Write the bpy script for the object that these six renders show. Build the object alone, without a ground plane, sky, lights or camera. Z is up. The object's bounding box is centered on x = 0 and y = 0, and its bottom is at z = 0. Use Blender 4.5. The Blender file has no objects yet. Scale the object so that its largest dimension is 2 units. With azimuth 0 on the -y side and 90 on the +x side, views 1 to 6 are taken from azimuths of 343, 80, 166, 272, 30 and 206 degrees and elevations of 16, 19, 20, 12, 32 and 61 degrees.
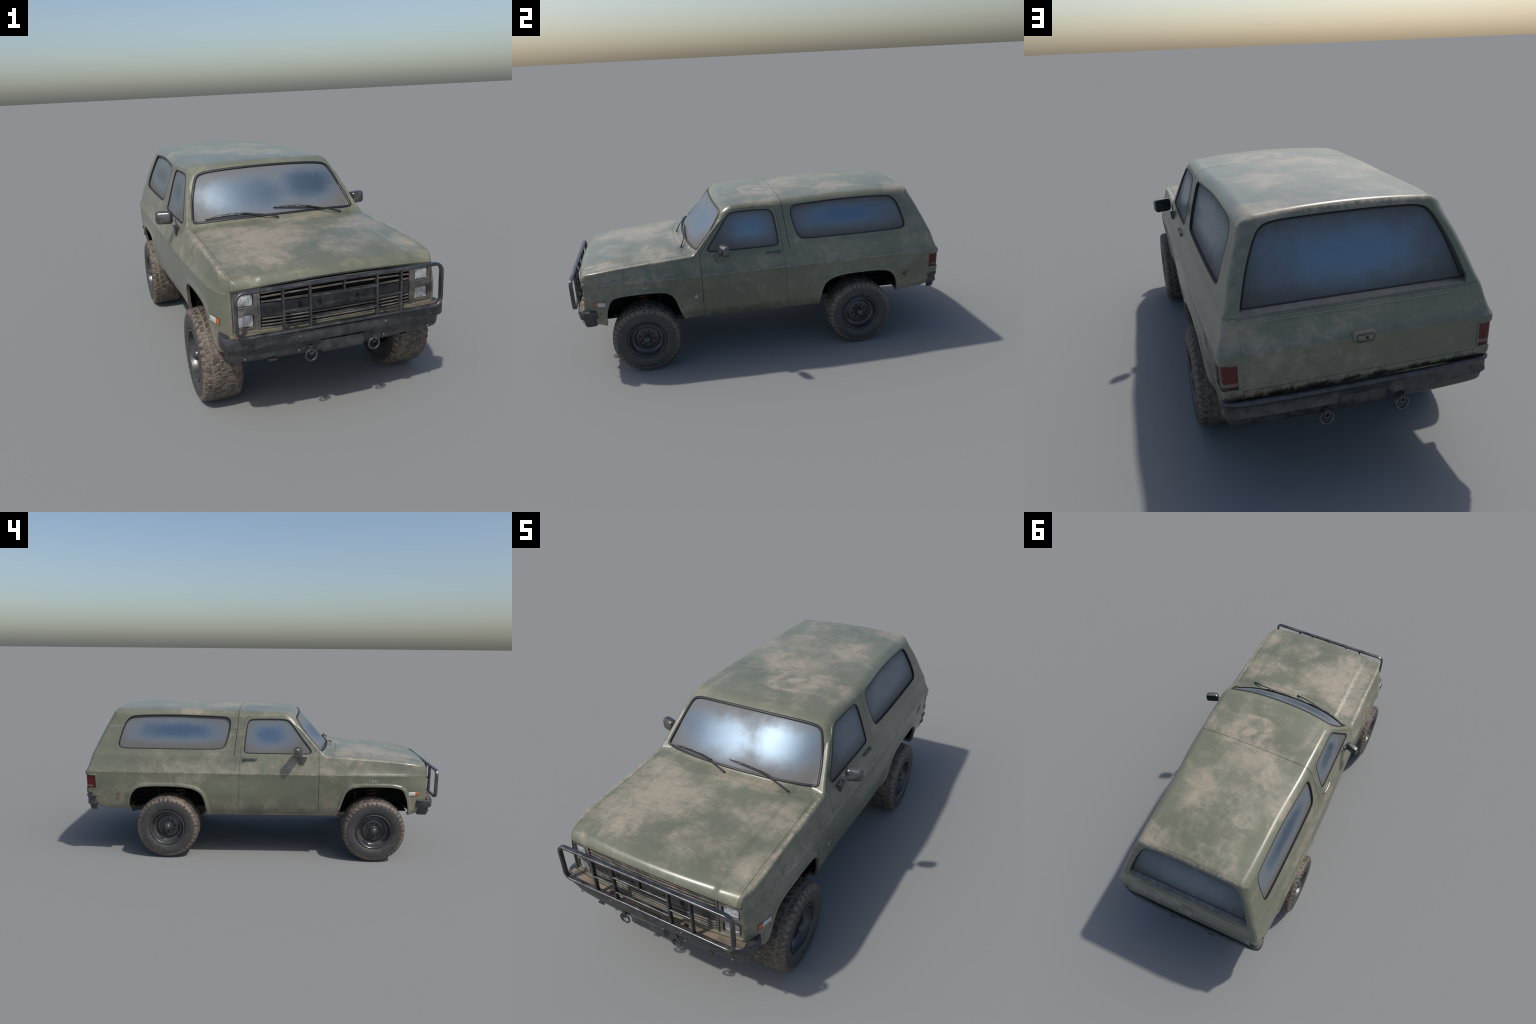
import bpy, bmesh, math
import numpy as np
from mathutils import Vector, Matrix

RNG = np.random.default_rng(7)
SCENE = bpy.context.scene
COLL = SCENE.collection

# =====================================================================
#  1. BODY SHAPE: an analytic field, negative inside.  Front is -y.
# =====================================================================
def curve(pts, n=4000):
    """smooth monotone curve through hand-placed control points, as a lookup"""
    p = np.array(pts, float)
    x, y = p[:, 0], p[:, 1]
    h = np.diff(x); d = np.diff(y) / h
    m = np.zeros_like(x)
    m[0], m[-1] = d[0], d[-1]
    for i in range(1, len(x) - 1):
        if d[i - 1] * d[i] > 0:
            w1, w2 = 2 * h[i] + h[i - 1], h[i] + 2 * h[i - 1]
            m[i] = (w1 + w2) / (w1 / d[i - 1] + w2 / d[i])
    t = np.linspace(x[0], x[-1], n)
    k = np.clip(np.searchsorted(x, t, side='right') - 1, 0, len(x) - 2)
    s = (t - x[k]) / h[k]
    v = ((2 * s**3 - 3 * s**2 + 1) * y[k] + (s**3 - 2 * s**2 + s) * h[k] * m[k]
         + (-2 * s**3 + 3 * s**2) * y[k + 1] + (s**3 - s**2) * h[k] * m[k + 1])
    return lambda q: np.interp(q, t, v)

def slope_of(f, lo, hi, n=2000):
    t = np.linspace(lo, hi, n)
    g = np.gradient(f(t), t)
    return lambda q: np.interp(q, t, g)

def sstep(a, b, v):
    t = np.clip((v - a) / (b - a), 0, 1)
    return t * t * (3 - 2 * t)

def rmax(a, b, r):
    """intersection with a round edge of radius r"""
    return np.minimum(np.maximum(a, b), -r) + np.hypot(np.maximum(a + r, 0), np.maximum(b + r, 0))

# half width by height (doors): sill, belly, crease, shoulder, tumblehome
HALF_WIDTH = curve([(.15, .36), (.20, .370), (.235, .384), (.26, .398), (.28, .4075), (.30, .4135), (.36, .4205), (.42, .4238),
                    (.478, .4255), (.487, .4258), (.491, .4246), (.500, .4205), (.52, .4128), (.55, .4047), (.575, .3985), (.585, .395),
                    (.60, .388), (.614, .383), (.70, .358), (.785, .332), (.95, .282)])
NOSE_WIDTH = curve([(.15, .36), (.235, .384), (.26, .398), (.30, .4135), (.36, .4195), (.42, .4210), (.47, .4185), (.52, .4110), (.56, .4025), (.614, .383), (.95, .282)])   # the crease fades out at the nose
WING_SCOOP = curve([(.15, 0), (.484, 0), (.490, .08), (.500, .45), (.515, .75), (.535, .93), (.56, 1.0), (.95, 1.05)])
HALF_WIDTH_SLOPE = slope_of(HALF_WIDTH, .15, .95)
ROOF_LINE = curve([(-.5, .77), (-.30, .80), (-.25, .8135), (-.20, .8235), (-.14, .830), (0, .8360), (.12, .8380), (.3, .8408), (.6, .8408),
                   (.8, .838), (.9, .834), (1.1, .82)])
HOOD_LINE = curve([(-1.05, .517), (-1.0, .530), (-.95, .546), (-.91, .556), (-.874, .563), (-.787, .576), (-.67, .588), (-.53, .600),
                   (-.407, .610), (-.30, .617), (0, .625)])
HOOD_DROP = curve([(-1.05, .009), (-.9, .010), (-.65, .015), (-.4, .018), (0, .02)])
REAR_LINE = curve([(.15, .87), (.25, .905), (.30, .93), (.33, .955), (.35, .972), (.37, .980), (.455, .9805), (.480, .9815),
                   (.4875, .9805), (.492, .9765), (.504, .9695), (.579, .944), (.653, .911), (.741, .869), (.79, .8455), (.82, .831), (.95, .768)])
REAR_SLOPE = slope_of(REAR_LINE, .15, .95)
BOTTOM_LINE = curve([(-1.05, .33), (-.95, .288), (-.88, .270), (-.84, .262), (-.44, .246), (.1, .2435), (.29, .242), (.40, .245), (.74, .268),
                     (.90, .280), (.95, .31), (1.05, .34)])

# wheel arch outlines on the body side (y, z)
ARCH_FRONT = [(-.430, .20), (-.436, .245), (-.450, .278), (-.472, .356), (-.483, .386), (-.501, .407), (-.529, .420), (-.586, .4255),
              (-.680, .4265), (-.743, .425), (-.785, .416), (-.801, .403), (-.816, .372), (-.827, .336), (-.836, .262), (-.840, .20)]
ARCH_REAR = [(.292, .20), (.293, .238), (.295, .279), (.303, .322), (.313, .354), (.328, .377), (.356, .394), (.393, .405), (.464, .412),
             (.609, .411), (.667, .404), (.694, .391), (.715, .366), (.727, .338), (.733, .304), (.738, .262), (.741, .20)]

def seg_distance(py, pz, poly):
    best = np.full(py.shape, 9.0)
    for (a, b), (c, d) in zip(poly[:-1], poly[1:]):
        ux, uy = c - a, d - b
        t = np.clip(((py - a) * ux + (pz - b) * uy) / (ux * ux + uy * uy), 0, 1)
        best = np.minimum(best, np.hypot(py - a - t * ux, pz - b - t * uy))
    return best

LUT_Y = np.arange(-1.0, 1.0001, .002); LUT_Z = np.arange(.18, .4801, .002)
_yy, _zz = np.meshgrid(LUT_Y, LUT_Z, indexing='ij')
_dist = np.minimum(seg_distance(_yy, _zz, ARCH_FRONT), seg_distance(_yy, _zz, ARCH_REAR))
FLARE = .0055 * (1 - sstep(.009, .021, _dist))        # rolled wheel-arch lip

def flare(y, z):
    a = np.clip((y - LUT_Y[0]) / .002, 0, len(LUT_Y) - 1.001); b = np.clip((z - LUT_Z[0]) / .002, 0, len(LUT_Z) - 1.001)
    i, j = a.astype(int), b.astype(int); u, v = a - i, b - j
    return ((FLARE[i, j] * (1 - u) + FLARE[i + 1, j] * u) * (1 - v) + (FLARE[i, j + 1] * (1 - u) + FLARE[i + 1, j + 1] * u) * v)

def half_width(y, z):
    fade = sstep(-.70, -.90, y)
    w = HALF_WIDTH(z) * (1 - fade) + NOSE_WIDTH(z) * fade
    w = w - .007 * sstep(-.33, -.68, y) * (1 - sstep(-.78, -.94, y)) * WING_SCOOP(z)    # front wings: hollow above the crease
    w = w - .041 * np.clip((-.775 - y) / .160, 0, 1.5)**2                         # front corners curve in
    w = w - .009 * np.clip((y - .2) / .66, 0, 1.3)**2                             # slight rear taper
    w = w - .012 * sstep(.18, .46, y) * sstep(.64, .80, z)                         # hardtop narrows upward and back
    w = w - .006 * sstep(-.45, -.78, y) * sstep(.40, .49, z)
    w = w + .010 * sstep(-.32, .22, y) * (1 - sstep(.62, .86, y)) * (1 - sstep(.36, .47, z))   # haunch over the rear wheel
    return w + flare(y, z)

def windscreen_y(x, z):
    a = np.minimum(np.abs(x), .335)
    return -.399 + (z - .62) * .90 + .33 * a**2 + 2.1 * a**4 - .10 * (np.abs(x) - a)

def front_y(x):
    return -.964 + .19 * x**2

def body(x, y, z):
    ax = np.abs(x)
    side = (ax - half_width(y, z)) / np.sqrt(1 + HALF_WIDTH_SLOPE(z)**2)
    roof = (z - (ROOF_LINE(y) - .16 * ax**2)) * .985
    screen = (windscreen_y(x, z) - y) / 1.366
    rear = (y - REAR_LINE(z)) / np.sqrt(1 + REAR_SLOPE(z)**2)
    hood = (z - (HOOD_LINE(y) - HOOD_DROP(y) * (ax / .38)**2 - .0045 + .0045 * (1 - sstep(.266, .290, ax)))) * .985
    nose = front_y(x) - y
    low = np.maximum(rmax(hood, nose, .030), y - .05)
    cabin = rmax(rmax(roof, screen, .028), rear, .013)
    core = -rmax(-low, -cabin, .010)
    both = rmax(core, side, .008 + .010 * sstep(-.1, .3, y) + .018 * sstep(.72, .80, z) * (1 - .2 * sstep(-.1, .3, y)) + .006 * sstep(.70, .84, y) * sstep(.58, .70, z))
    return rmax(both, BOTTOM_LINE(y) - z, .006)

def gradient(p, e=6e-4):
    g = np.empty_like(p)
    for k in range(3):
        d = np.zeros(3); d[k] = e
        a, b = p + d, p - d
        g[:, k] = body(a[:, 0], a[:, 1], a[:, 2]) - body(b[:, 0], b[:, 1], b[:, 2])
    return g / (2 * e)

def unit(v):
    return v / np.maximum(np.linalg.norm(v, axis=-1, keepdims=True), 1e-9)

def cast(origin, direction, reach=.6, level=0.0):
    """first point along the rays where the field meets `level` (vectorised)"""
    o = np.atleast_2d(np.array(origin, float)); d = np.broadcast_to(np.array(direction, float), o.shape)
    ts = np.linspace(0, reach, 101)
    q = (o[:, None] + d[:, None] * ts[None, :, None]).reshape(-1, 3)
    ins = (body(q[:, 0], q[:, 1], q[:, 2]) <= level).reshape(len(o), -1)
    k = np.where(ins.any(1), ins.argmax(1), 100)
    hi = ts[k]; lo = ts[np.maximum(k - 1, 0)]
    for _ in range(22):
        mid = (lo + hi) / 2
        q = o + d * mid[:, None]
        ins = body(q[:, 0], q[:, 1], q[:, 2]) <= level
        hi = np.where(ins, mid, hi); lo = np.where(ins, lo, mid)
    return o + d * hi[:, None]

def on_side(yz, sign=-1, out=0.0):
    yz = np.array(yz, float)
    o = np.column_stack([np.full(len(yz), sign * .55), yz])
    p = cast(o, (-sign, 0, 0), .4)
    return p + unit(gradient(p)) * out

# ---------------------------------------------------------------------
#  surface nets on a sampled field
# ---------------------------------------------------------------------
STEP = .005
GX = np.arange(-90, 91) * STEP; GY = np.arange(-202, 206) * STEP; GZ = .20 + np.arange(0, 134) * STEP
_half = np.empty((91, len(GY), len(GZ)), np.float32)
for _i in range(91):
    _y, _z = np.meshgrid(GY, GZ, indexing='ij')
    _half[_i] = body(np.full_like(_y, GX[90 + _i]), _y, _z)
FIELD = np.concatenate([_half[:0:-1], _half], axis=0)

def nets(level=0.0, stride=1):
    f = FIELD[::stride, ::stride, ::stride] - level
    gx, gy, gz = GX[::stride], GY[::stride], GZ[::stride]
    ins = f < 0
    nx, ny, nz = f.shape
    cnt = np.zeros((nx - 1, ny - 1, nz - 1), np.int8)
    for a in (0, 1):
        for b in (0, 1):
            for c in (0, 1):
                cnt += ins[a:nx - 1 + a, b:ny - 1 + b, c:nz - 1 + c]
    act = (cnt > 0) & (cnt < 8)
    cells = np.argwhere(act)
    idx = np.full(act.shape, -1, np.int64); idx[act] = np.arange(len(cells))
    acc = np.zeros((len(cells), 3)); num = np.zeros(len(cells))
    base = np.column_stack([gx[cells[:, 0]], gy[cells[:, 1]], gz[cells[:, 2]]]); h = STEP * stride
    corners = [(a, b, c) for a in (0, 1) for b in (0, 1) for c in (0, 1)]
    val = {k: f[cells[:, 0] + k[0], cells[:, 1] + k[1], cells[:, 2] + k[2]] for k in corners}
    for k in corners:
        for ax in range(3):
            if k[ax] == 0:
                k2 = tuple(1 if i == ax else k[i] for i in range(3))
                a, b = val[k], val[k2]
                m = (a < 0) != (b < 0)
                t = np.where(m, a / np.where(m, a - b, 1), 0)
                off = np.array(k, float)[None] + np.eye(3)[ax][None] * t[:, None]
                acc[m] += off[m]; num[m] += 1
    p = base + acc / num[:, None] * h
    for _ in range(3):
        v = body(p[:, 0], p[:, 1], p[:, 2]) - level
        g = gradient(p)
        p -= np.clip(v / np.maximum((g * g).sum(1), .3), -h, h)[:, None] * g
    quads = []
    for ax in range(3):
        u, w = (ax + 1) % 3, (ax + 2) % 3
        sl0 = [slice(None)] * 3; sl1 = [slice(None)] * 3
        sl0[ax] = slice(0, -1); sl1[ax] = slice(1, None)
        a, b = ins[tuple(sl0)], ins[tuple(sl1)]
        e = np.argwhere(a != b)
        e = e[(e[:, u] > 0) & (e[:, w] > 0) & (e[:, u] < f.shape[u] - 1) & (e[:, w] < f.shape[w] - 1)]
        flip = ~a[e[:, 0], e[:, 1], e[:, 2]]
        def at(du, dw):
            c = e.copy(); c[:, u] -= du; c[:, w] -= dw
            return idx[c[:, 0], c[:, 1], c[:, 2]]
        q = np.column_stack([at(1, 1), at(0, 1), at(0, 0), at(1, 0)])
        q[flip] = q[flip][:, ::-1]
        quads.append(q)
    return p, np.concatenate(quads)

# =====================================================================
#  2. MESH TOOLS
# =====================================================================
def mesh_from(name, verts, faces):
    me = bpy.data.meshes.new(name)
    if isinstance(faces, np.ndarray) and faces.ndim == 2:
        n, k = faces.shape
        me.vertices.add(len(verts)); me.vertices.foreach_set('co', np.asarray(verts, np.float32).ravel())
        me.loops.add(n * k); me.loops.foreach_set('vertex_index', faces.astype(np.int32).ravel())
        me.polygons.add(n); me.polygons.foreach_set('loop_start', (np.arange(n) * k).astype(np.int32))
        me.update(calc_edges=True); me.validate()
    else:
        me.from_pydata([tuple(map(float, v)) for v in verts], [], [tuple(int(i) for i in f) for f in faces])
        me.update()
    return me

def new_object(name, me, parent=None, material=None):
    ob = bpy.data.objects.new(name, me)
    COLL.objects.link(ob)
    if parent is not None:
        ob.parent = parent
    if material is not None:
        ob.data.materials.clear(); ob.data.materials.append(material)
    return ob

def make(name, verts, faces, parent=None, material=None, smooth=35):
    me = mesh_from(name, verts, faces)
    bm = bmesh.new(); bm.from_mesh(me)
    bmesh.ops.recalc_face_normals(bm, faces=bm.faces); bm.to_mesh(me); bm.free()
    shade(me, smooth)
    return new_object(name, me, parent, material)

def shade(me, angle):
    if angle:
        me.polygons.foreach_set('use_smooth', [True] * len(me.polygons))
        me.set_sharp_from_angle(angle=math.radians(angle))

def helper(name, verts, faces):
    me = mesh_from(name, verts, faces)
    bm = bmesh.new(); bm.from_mesh(me)
    bmesh.ops.recalc_face_normals(bm, faces=bm.faces); bm.to_mesh(me); bm.free()
    return new_object(name, me)

def boolean(ob, cutter, op, keep=True):
    m = ob.modifiers.new('b', 'BOOLEAN'); m.object = cutter; m.operation = op; m.solver = 'MANIFOLD'
    dg = bpy.context.evaluated_depsgraph_get(); dg.update()
    me = bpy.data.meshes.new_from_object(ob.evaluated_get(dg))
    old = ob.data; ob.modifiers.clear(); ob.data = me
    if old.users == 0:
        bpy.data.meshes.remove(old)
    if not keep:
        drop(cutter)
    return ob

def drop(*obs):
    for o in obs:
        me = o.data; bpy.data.objects.remove(o)
        if me and me.users == 0:
            bpy.data.meshes.remove(me)

def duplicate(ob, name):
    return new_object(name, ob.data.copy())

def taken(source, cutter, name):
    """the piece of `source` inside `cutter`"""
    return boolean(duplicate(source, name), cutter, 'INTERSECT')

def soften(pts, rounds=2, closed=True):
    """Chaikin corner cutting of an outline"""
    p = np.array(pts, float)
    for _ in range(rounds):
        q = np.roll(p, -1, axis=0) if closed else p[1:]
        a = p if closed else p[:-1]
        r = np.empty((2 * len(a), p.shape[1])); r[0::2] = .75 * a + .25 * q; r[1::2] = .25 * a + .75 * q
        if not closed:
            r = np.vstack([p[:1], r, p[-1:]])
        p = r
    return p

def resample(p, n, closed=True):
    p = np.array(p, float)
    if closed:
        p = np.vstack([p, p[:1]])
    d = np.r_[0, np.cumsum(np.linalg.norm(np.diff(p, axis=0), axis=1))]
    t = np.linspace(0, d[-1], n + (1 if closed else 0))
    r = np.column_stack([np.interp(t, d, p[:, k]) for k in range(p.shape[1])])
    return r[:-1] if closed else r

def grow(poly, amount):
    """offset a closed 2D outline outward"""
    p = np.array(poly, float)
    area = .5 * np.sum(p[:, 0] * np.roll(p[:, 1], -1) - np.roll(p[:, 0], -1) * p[:, 1])
    t = unit(np.roll(p, -1, axis=0) - np.roll(p, 1, axis=0))
    n = np.column_stack([t[:, 1], -t[:, 0]]) * (1 if area > 0 else -1)
    return p + n * amount

def prism(outline, lo, hi, axis='x', name='cutter', outline_hi=None):
    """closed prism; the outline lies in the plane across `axis`"""
    a = np.array(outline, float); b = a if outline_hi is None else np.array(outline_hi, float)
    n = len(a)
    put = {'x': lambda q, v: np.column_stack([np.full(n, v), q]),
           'y': lambda q, v: np.column_stack([q[:, 0], np.full(n, v), q[:, 1]]),
           'z': lambda q, v: np.column_stack([q, np.full(n, v)])}[axis]
    verts = np.vstack([put(a, lo), put(b, hi)])
    faces = [tuple(range(n)), tuple(range(n, 2 * n))] + [(i, (i + 1) % n, n + (i + 1) % n, n + i) for i in range(n)]
    return helper(name, verts, faces)

def box(x0, x1, y0, y1, z0, z1, name='cutter'):
    return prism([(x0, y0), (x1, y0), (x1, y1), (x0, y1)], z0, z1, 'z', name)

def grid_faces(n, m, closed_n=False, closed_m=False):
    f = []
    for i in range(n if closed_n else n - 1):
        for j in range(m if closed_m else m - 1):
            f.append((i * m + j, ((i + 1) % n) * m + j, ((i + 1) % n) * m + (j + 1) % m, i * m + (j + 1) % m))
    return f

def sweep(path, frame_a, frame_b, section, closed=False, caps=True):
    """section (k,2) carried along path with per-point axes; returns verts, faces"""
    path = np.array(path, float); n = len(path); sec = np.array(section, float); k = len(sec)
    a = np.broadcast_to(np.array(frame_a, float), path.shape); b = np.broadcast_to(np.array(frame_b, float), path.shape)
    v = (path[:, None] + sec[None, :, :1] * a[:, None] + sec[None, :, 1:] * b[:, None]).reshape(-1, 3)
    f = grid_faces(n, k, closed, True)
    if caps and not closed:
        f += [tuple(range(k)), tuple(range((n - 1) * k, n * k))]
    return v, f

def tangents(path, closed):
    p = np.array(path, float)
    if closed:
        return unit(np.roll(p, -1, axis=0) - np.roll(p, 1, axis=0))
    return unit(np.gradient(p, axis=0))

def tube(path, radius, closed=False, seg=10, flat=(1, 1), up=None):
    p = np.array(path, float); t = tangents(p, closed)
    ref = np.array((0, 0, 1.0)) if up is None else np.array(up, float)
    if up is None and abs(t[0] @ ref) > .9:
        ref = np.array((0, 1.0, 0))
    a = [unit(np.cross(t[0], ref))]
    for i in range(1, len(p)):
        a.append(unit(a[-1] - t[i] * (a[-1] @ t[i])))
    a = np.array(a) if up is None else unit(np.cross(t, ref))
    b = np.cross(a, t)
    th = np.linspace(0, 2 * np.pi, seg, endpoint=False)
    r = np.array(radius, float)
    if r.ndim:
        v = (p[:, None] + r[:, None, None] * (np.cos(th)[None, :, None] * a[:, None] + np.sin(th)[None, :, None] * b[:, None])).reshape(-1, 3)
        f = grid_faces(len(p), seg, closed, True)
        if not closed:
            f += [tuple(range(seg)), tuple(range((len(p) - 1) * seg, len(p) * seg))]
        return v, f
    return sweep(p, a, b, np.column_stack([np.cos(th) * r * flat[0], np.sin(th) * r * flat[1]]), closed)

def join(*parts):
    V, F, o = [], [], 0
    for v, f in parts:
        V.append(np.array(v, float)); F += [tuple(i + o for i in q) for q in f]; o += len(v)
    return np.vstack(V), F

def rounded_rect(w, h, r, seg=4):
    out = []
    for cx, cy, a0 in ((w / 2 - r, h / 2 - r, 0), (-w / 2 + r, h / 2 - r, 90), (-w / 2 + r, -h / 2 + r, 180), (w / 2 - r, -h / 2 + r, 270)):
        for k in range(seg + 1):
            a = math.radians(a0 + 90 * k / seg)
            out.append((cx + r * math.cos(a), cy + r * math.sin(a)))
    return np.array(out)

def block(w, d, h, bevel=.002, centre=(0, 0, 0), seg=2, turn=None):
    """bevelled box as verts, faces"""
    bm = bmesh.new(); bmesh.ops.create_cube(bm, size=1)
    bmesh.ops.scale(bm, vec=(w, d, h), verts=bm.verts)
    if bevel:
        bmesh.ops.bevel(bm, geom=bm.edges[:] , offset=bevel, segments=seg, profile=.5, affect='EDGES')
    if turn is not None:
        bmesh.ops.transform(bm, matrix=turn, verts=bm.verts)
    bmesh.ops.translate(bm, vec=centre, verts=bm.verts)
    bm.verts.index_update()
    v = np.array([x.co[:] for x in bm.verts]); f = [tuple(q.index for q in x.verts) for x in bm.faces]
    bm.free()
    return v, f

def lathe(profile, seg=64, centre=(0, 0, 0), sign=1):
    """profile of (axial x, radius); turned about the x axis"""
    pr = np.array(profile, float); th = np.linspace(0, 2 * np.pi, seg, endpoint=False)
    v = np.stack([np.broadcast_to(pr[None, :, 0] * sign, (seg, len(pr))), np.cos(th)[:, None] * pr[None, :, 1],
                  np.sin(th)[:, None] * pr[None, :, 1]], axis=-1).reshape(-1, 3) + np.array(centre)
    return v, grid_faces(seg, len(pr), True, False)

def disc_rod(a, b, r, seg=14):
    return tube([a, b], r, seg=seg)

# =====================================================================
#  3. MATERIALS
# =====================================================================
class Nodes:
    def __init__(self, name):
        self.m = bpy.data.materials.new(name); self.m.use_nodes = True
        self.t = self.m.node_tree; self.bsdf = self.t.nodes['Principled BSDF']
        self.coord = self.t.nodes.new('ShaderNodeTexCoord').outputs['Object']
        self._sep = None
    def link(self, a, b):
        self.t.links.new(a, b)
    def val(self, sock, v):
        if hasattr(v, 'is_linked') or isinstance(v, bpy.types.NodeSocket):
            self.link(v, sock)
        else:
            sock.default_value = v
    def mapping(self, scale=(1, 1, 1), rot=(0, 0, 0), loc=(0, 0, 0)):
        n = self.t.nodes.new('ShaderNodeMapping'); self.link(self.coord, n.inputs['Vector'])
        n.inputs['Scale'].default_value = scale; n.inputs['Rotation'].default_value = rot; n.inputs['Location'].default_value = loc
        return n.outputs[0]
    def noise(self, scale, detail=6, rough=.6, dist=0, vec=None):
        n = self.t.nodes.new('ShaderNodeTexNoise'); self.link(vec or self.coord, n.inputs['Vector'])
        n.inputs['Scale'].default_value = scale; n.inputs['Detail'].default_value = detail
        n.inputs['Roughness'].default_value = rough; n.inputs['Distortion'].default_value = dist
        return n.outputs['Fac']
    def voronoi(self, scale, vec=None, feature='F1'):
        n = self.t.nodes.new('ShaderNodeTexVoronoi'); n.feature = feature; self.link(vec or self.coord, n.inputs['Vector'])
        n.inputs['Scale'].default_value = scale
        return n.outputs['Distance']
    def ramp(self, fac, lo, hi, smooth=True):
        n = self.t.nodes.new('ShaderNodeMapRange'); n.interpolation_type = 'SMOOTHSTEP' if smooth else 'LINEAR'
        self.val(n.inputs['Value'], fac); n.inputs['From Min'].default_value = lo; n.inputs['From Max'].default_value = hi
        return n.outputs['Result']
    def math(self, op, a, b=0.0, clamp=False):
        n = self.t.nodes.new('ShaderNodeMath'); n.operation = op; n.use_clamp = clamp
        self.val(n.inputs[0], a); self.val(n.inputs[1], b)
        return n.outputs[0]
    def mix(self, fac, a, b):
        n = self.t.nodes.new('ShaderNodeMix'); n.data_type = 'RGBA'
        self.val(n.inputs[0], fac)
        for s, v in ((n.inputs[6], a), (n.inputs[7], b)):
            if isinstance(v, bpy.types.NodeSocket): self.link(v, s)
            else: s.default_value = (*v, 1) if len(v) == 3 else v
        return n.outputs[2]
    def mixf(self, fac, a, b):
        n = self.t.nodes.new('ShaderNodeMix'); n.data_type = 'FLOAT'
        self.val(n.inputs[0], fac); self.val(n.inputs[2], a); self.val(n.inputs[3], b)
        return n.outputs[0]
    def axis(self, k):
        if self._sep is None:
            self._sep = self.t.nodes.new('ShaderNodeSeparateXYZ'); self.link(self.coord, self._sep.inputs[0])
        return self._sep.outputs[k]
    def near(self, v, centre, half):
        """1 at centre, 0 beyond half"""
        d = self.math('ABSOLUTE', self.math('SUBTRACT', v, centre))
        return self.ramp(d, half, 0)
    def bump(self, height, strength=.2, distance=.002):
        n = self.t.nodes.new('ShaderNodeBump'); self.link(height, n.inputs['Height'])
        n.inputs['Strength'].default_value = strength; n.inputs['Distance'].default_value = distance
        self.link(n.outputs[0], self.bsdf.inputs['Normal'])
    def out(self, colour, rough=.5, metal=0.0, spec=.5, **kw):
        if isinstance(colour, bpy.types.NodeSocket): self.link(colour, self.bsdf.inputs['Base Color'])
        else: self.bsdf.inputs['Base Color'].default_value = (*colour, 1)
        self.val(self.bsdf.inputs['Roughness'], rough); self.val(self.bsdf.inputs['Metallic'], metal)
        self.bsdf.inputs['Specular IOR Level'].default_value = spec
        for k, v in kw.items():
            self.val(self.bsdf.inputs[k.replace('_', ' ')], v)
        return self.m

GREEN = (.131, .139, .097); TAN = (.355, .300, .226)

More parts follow.
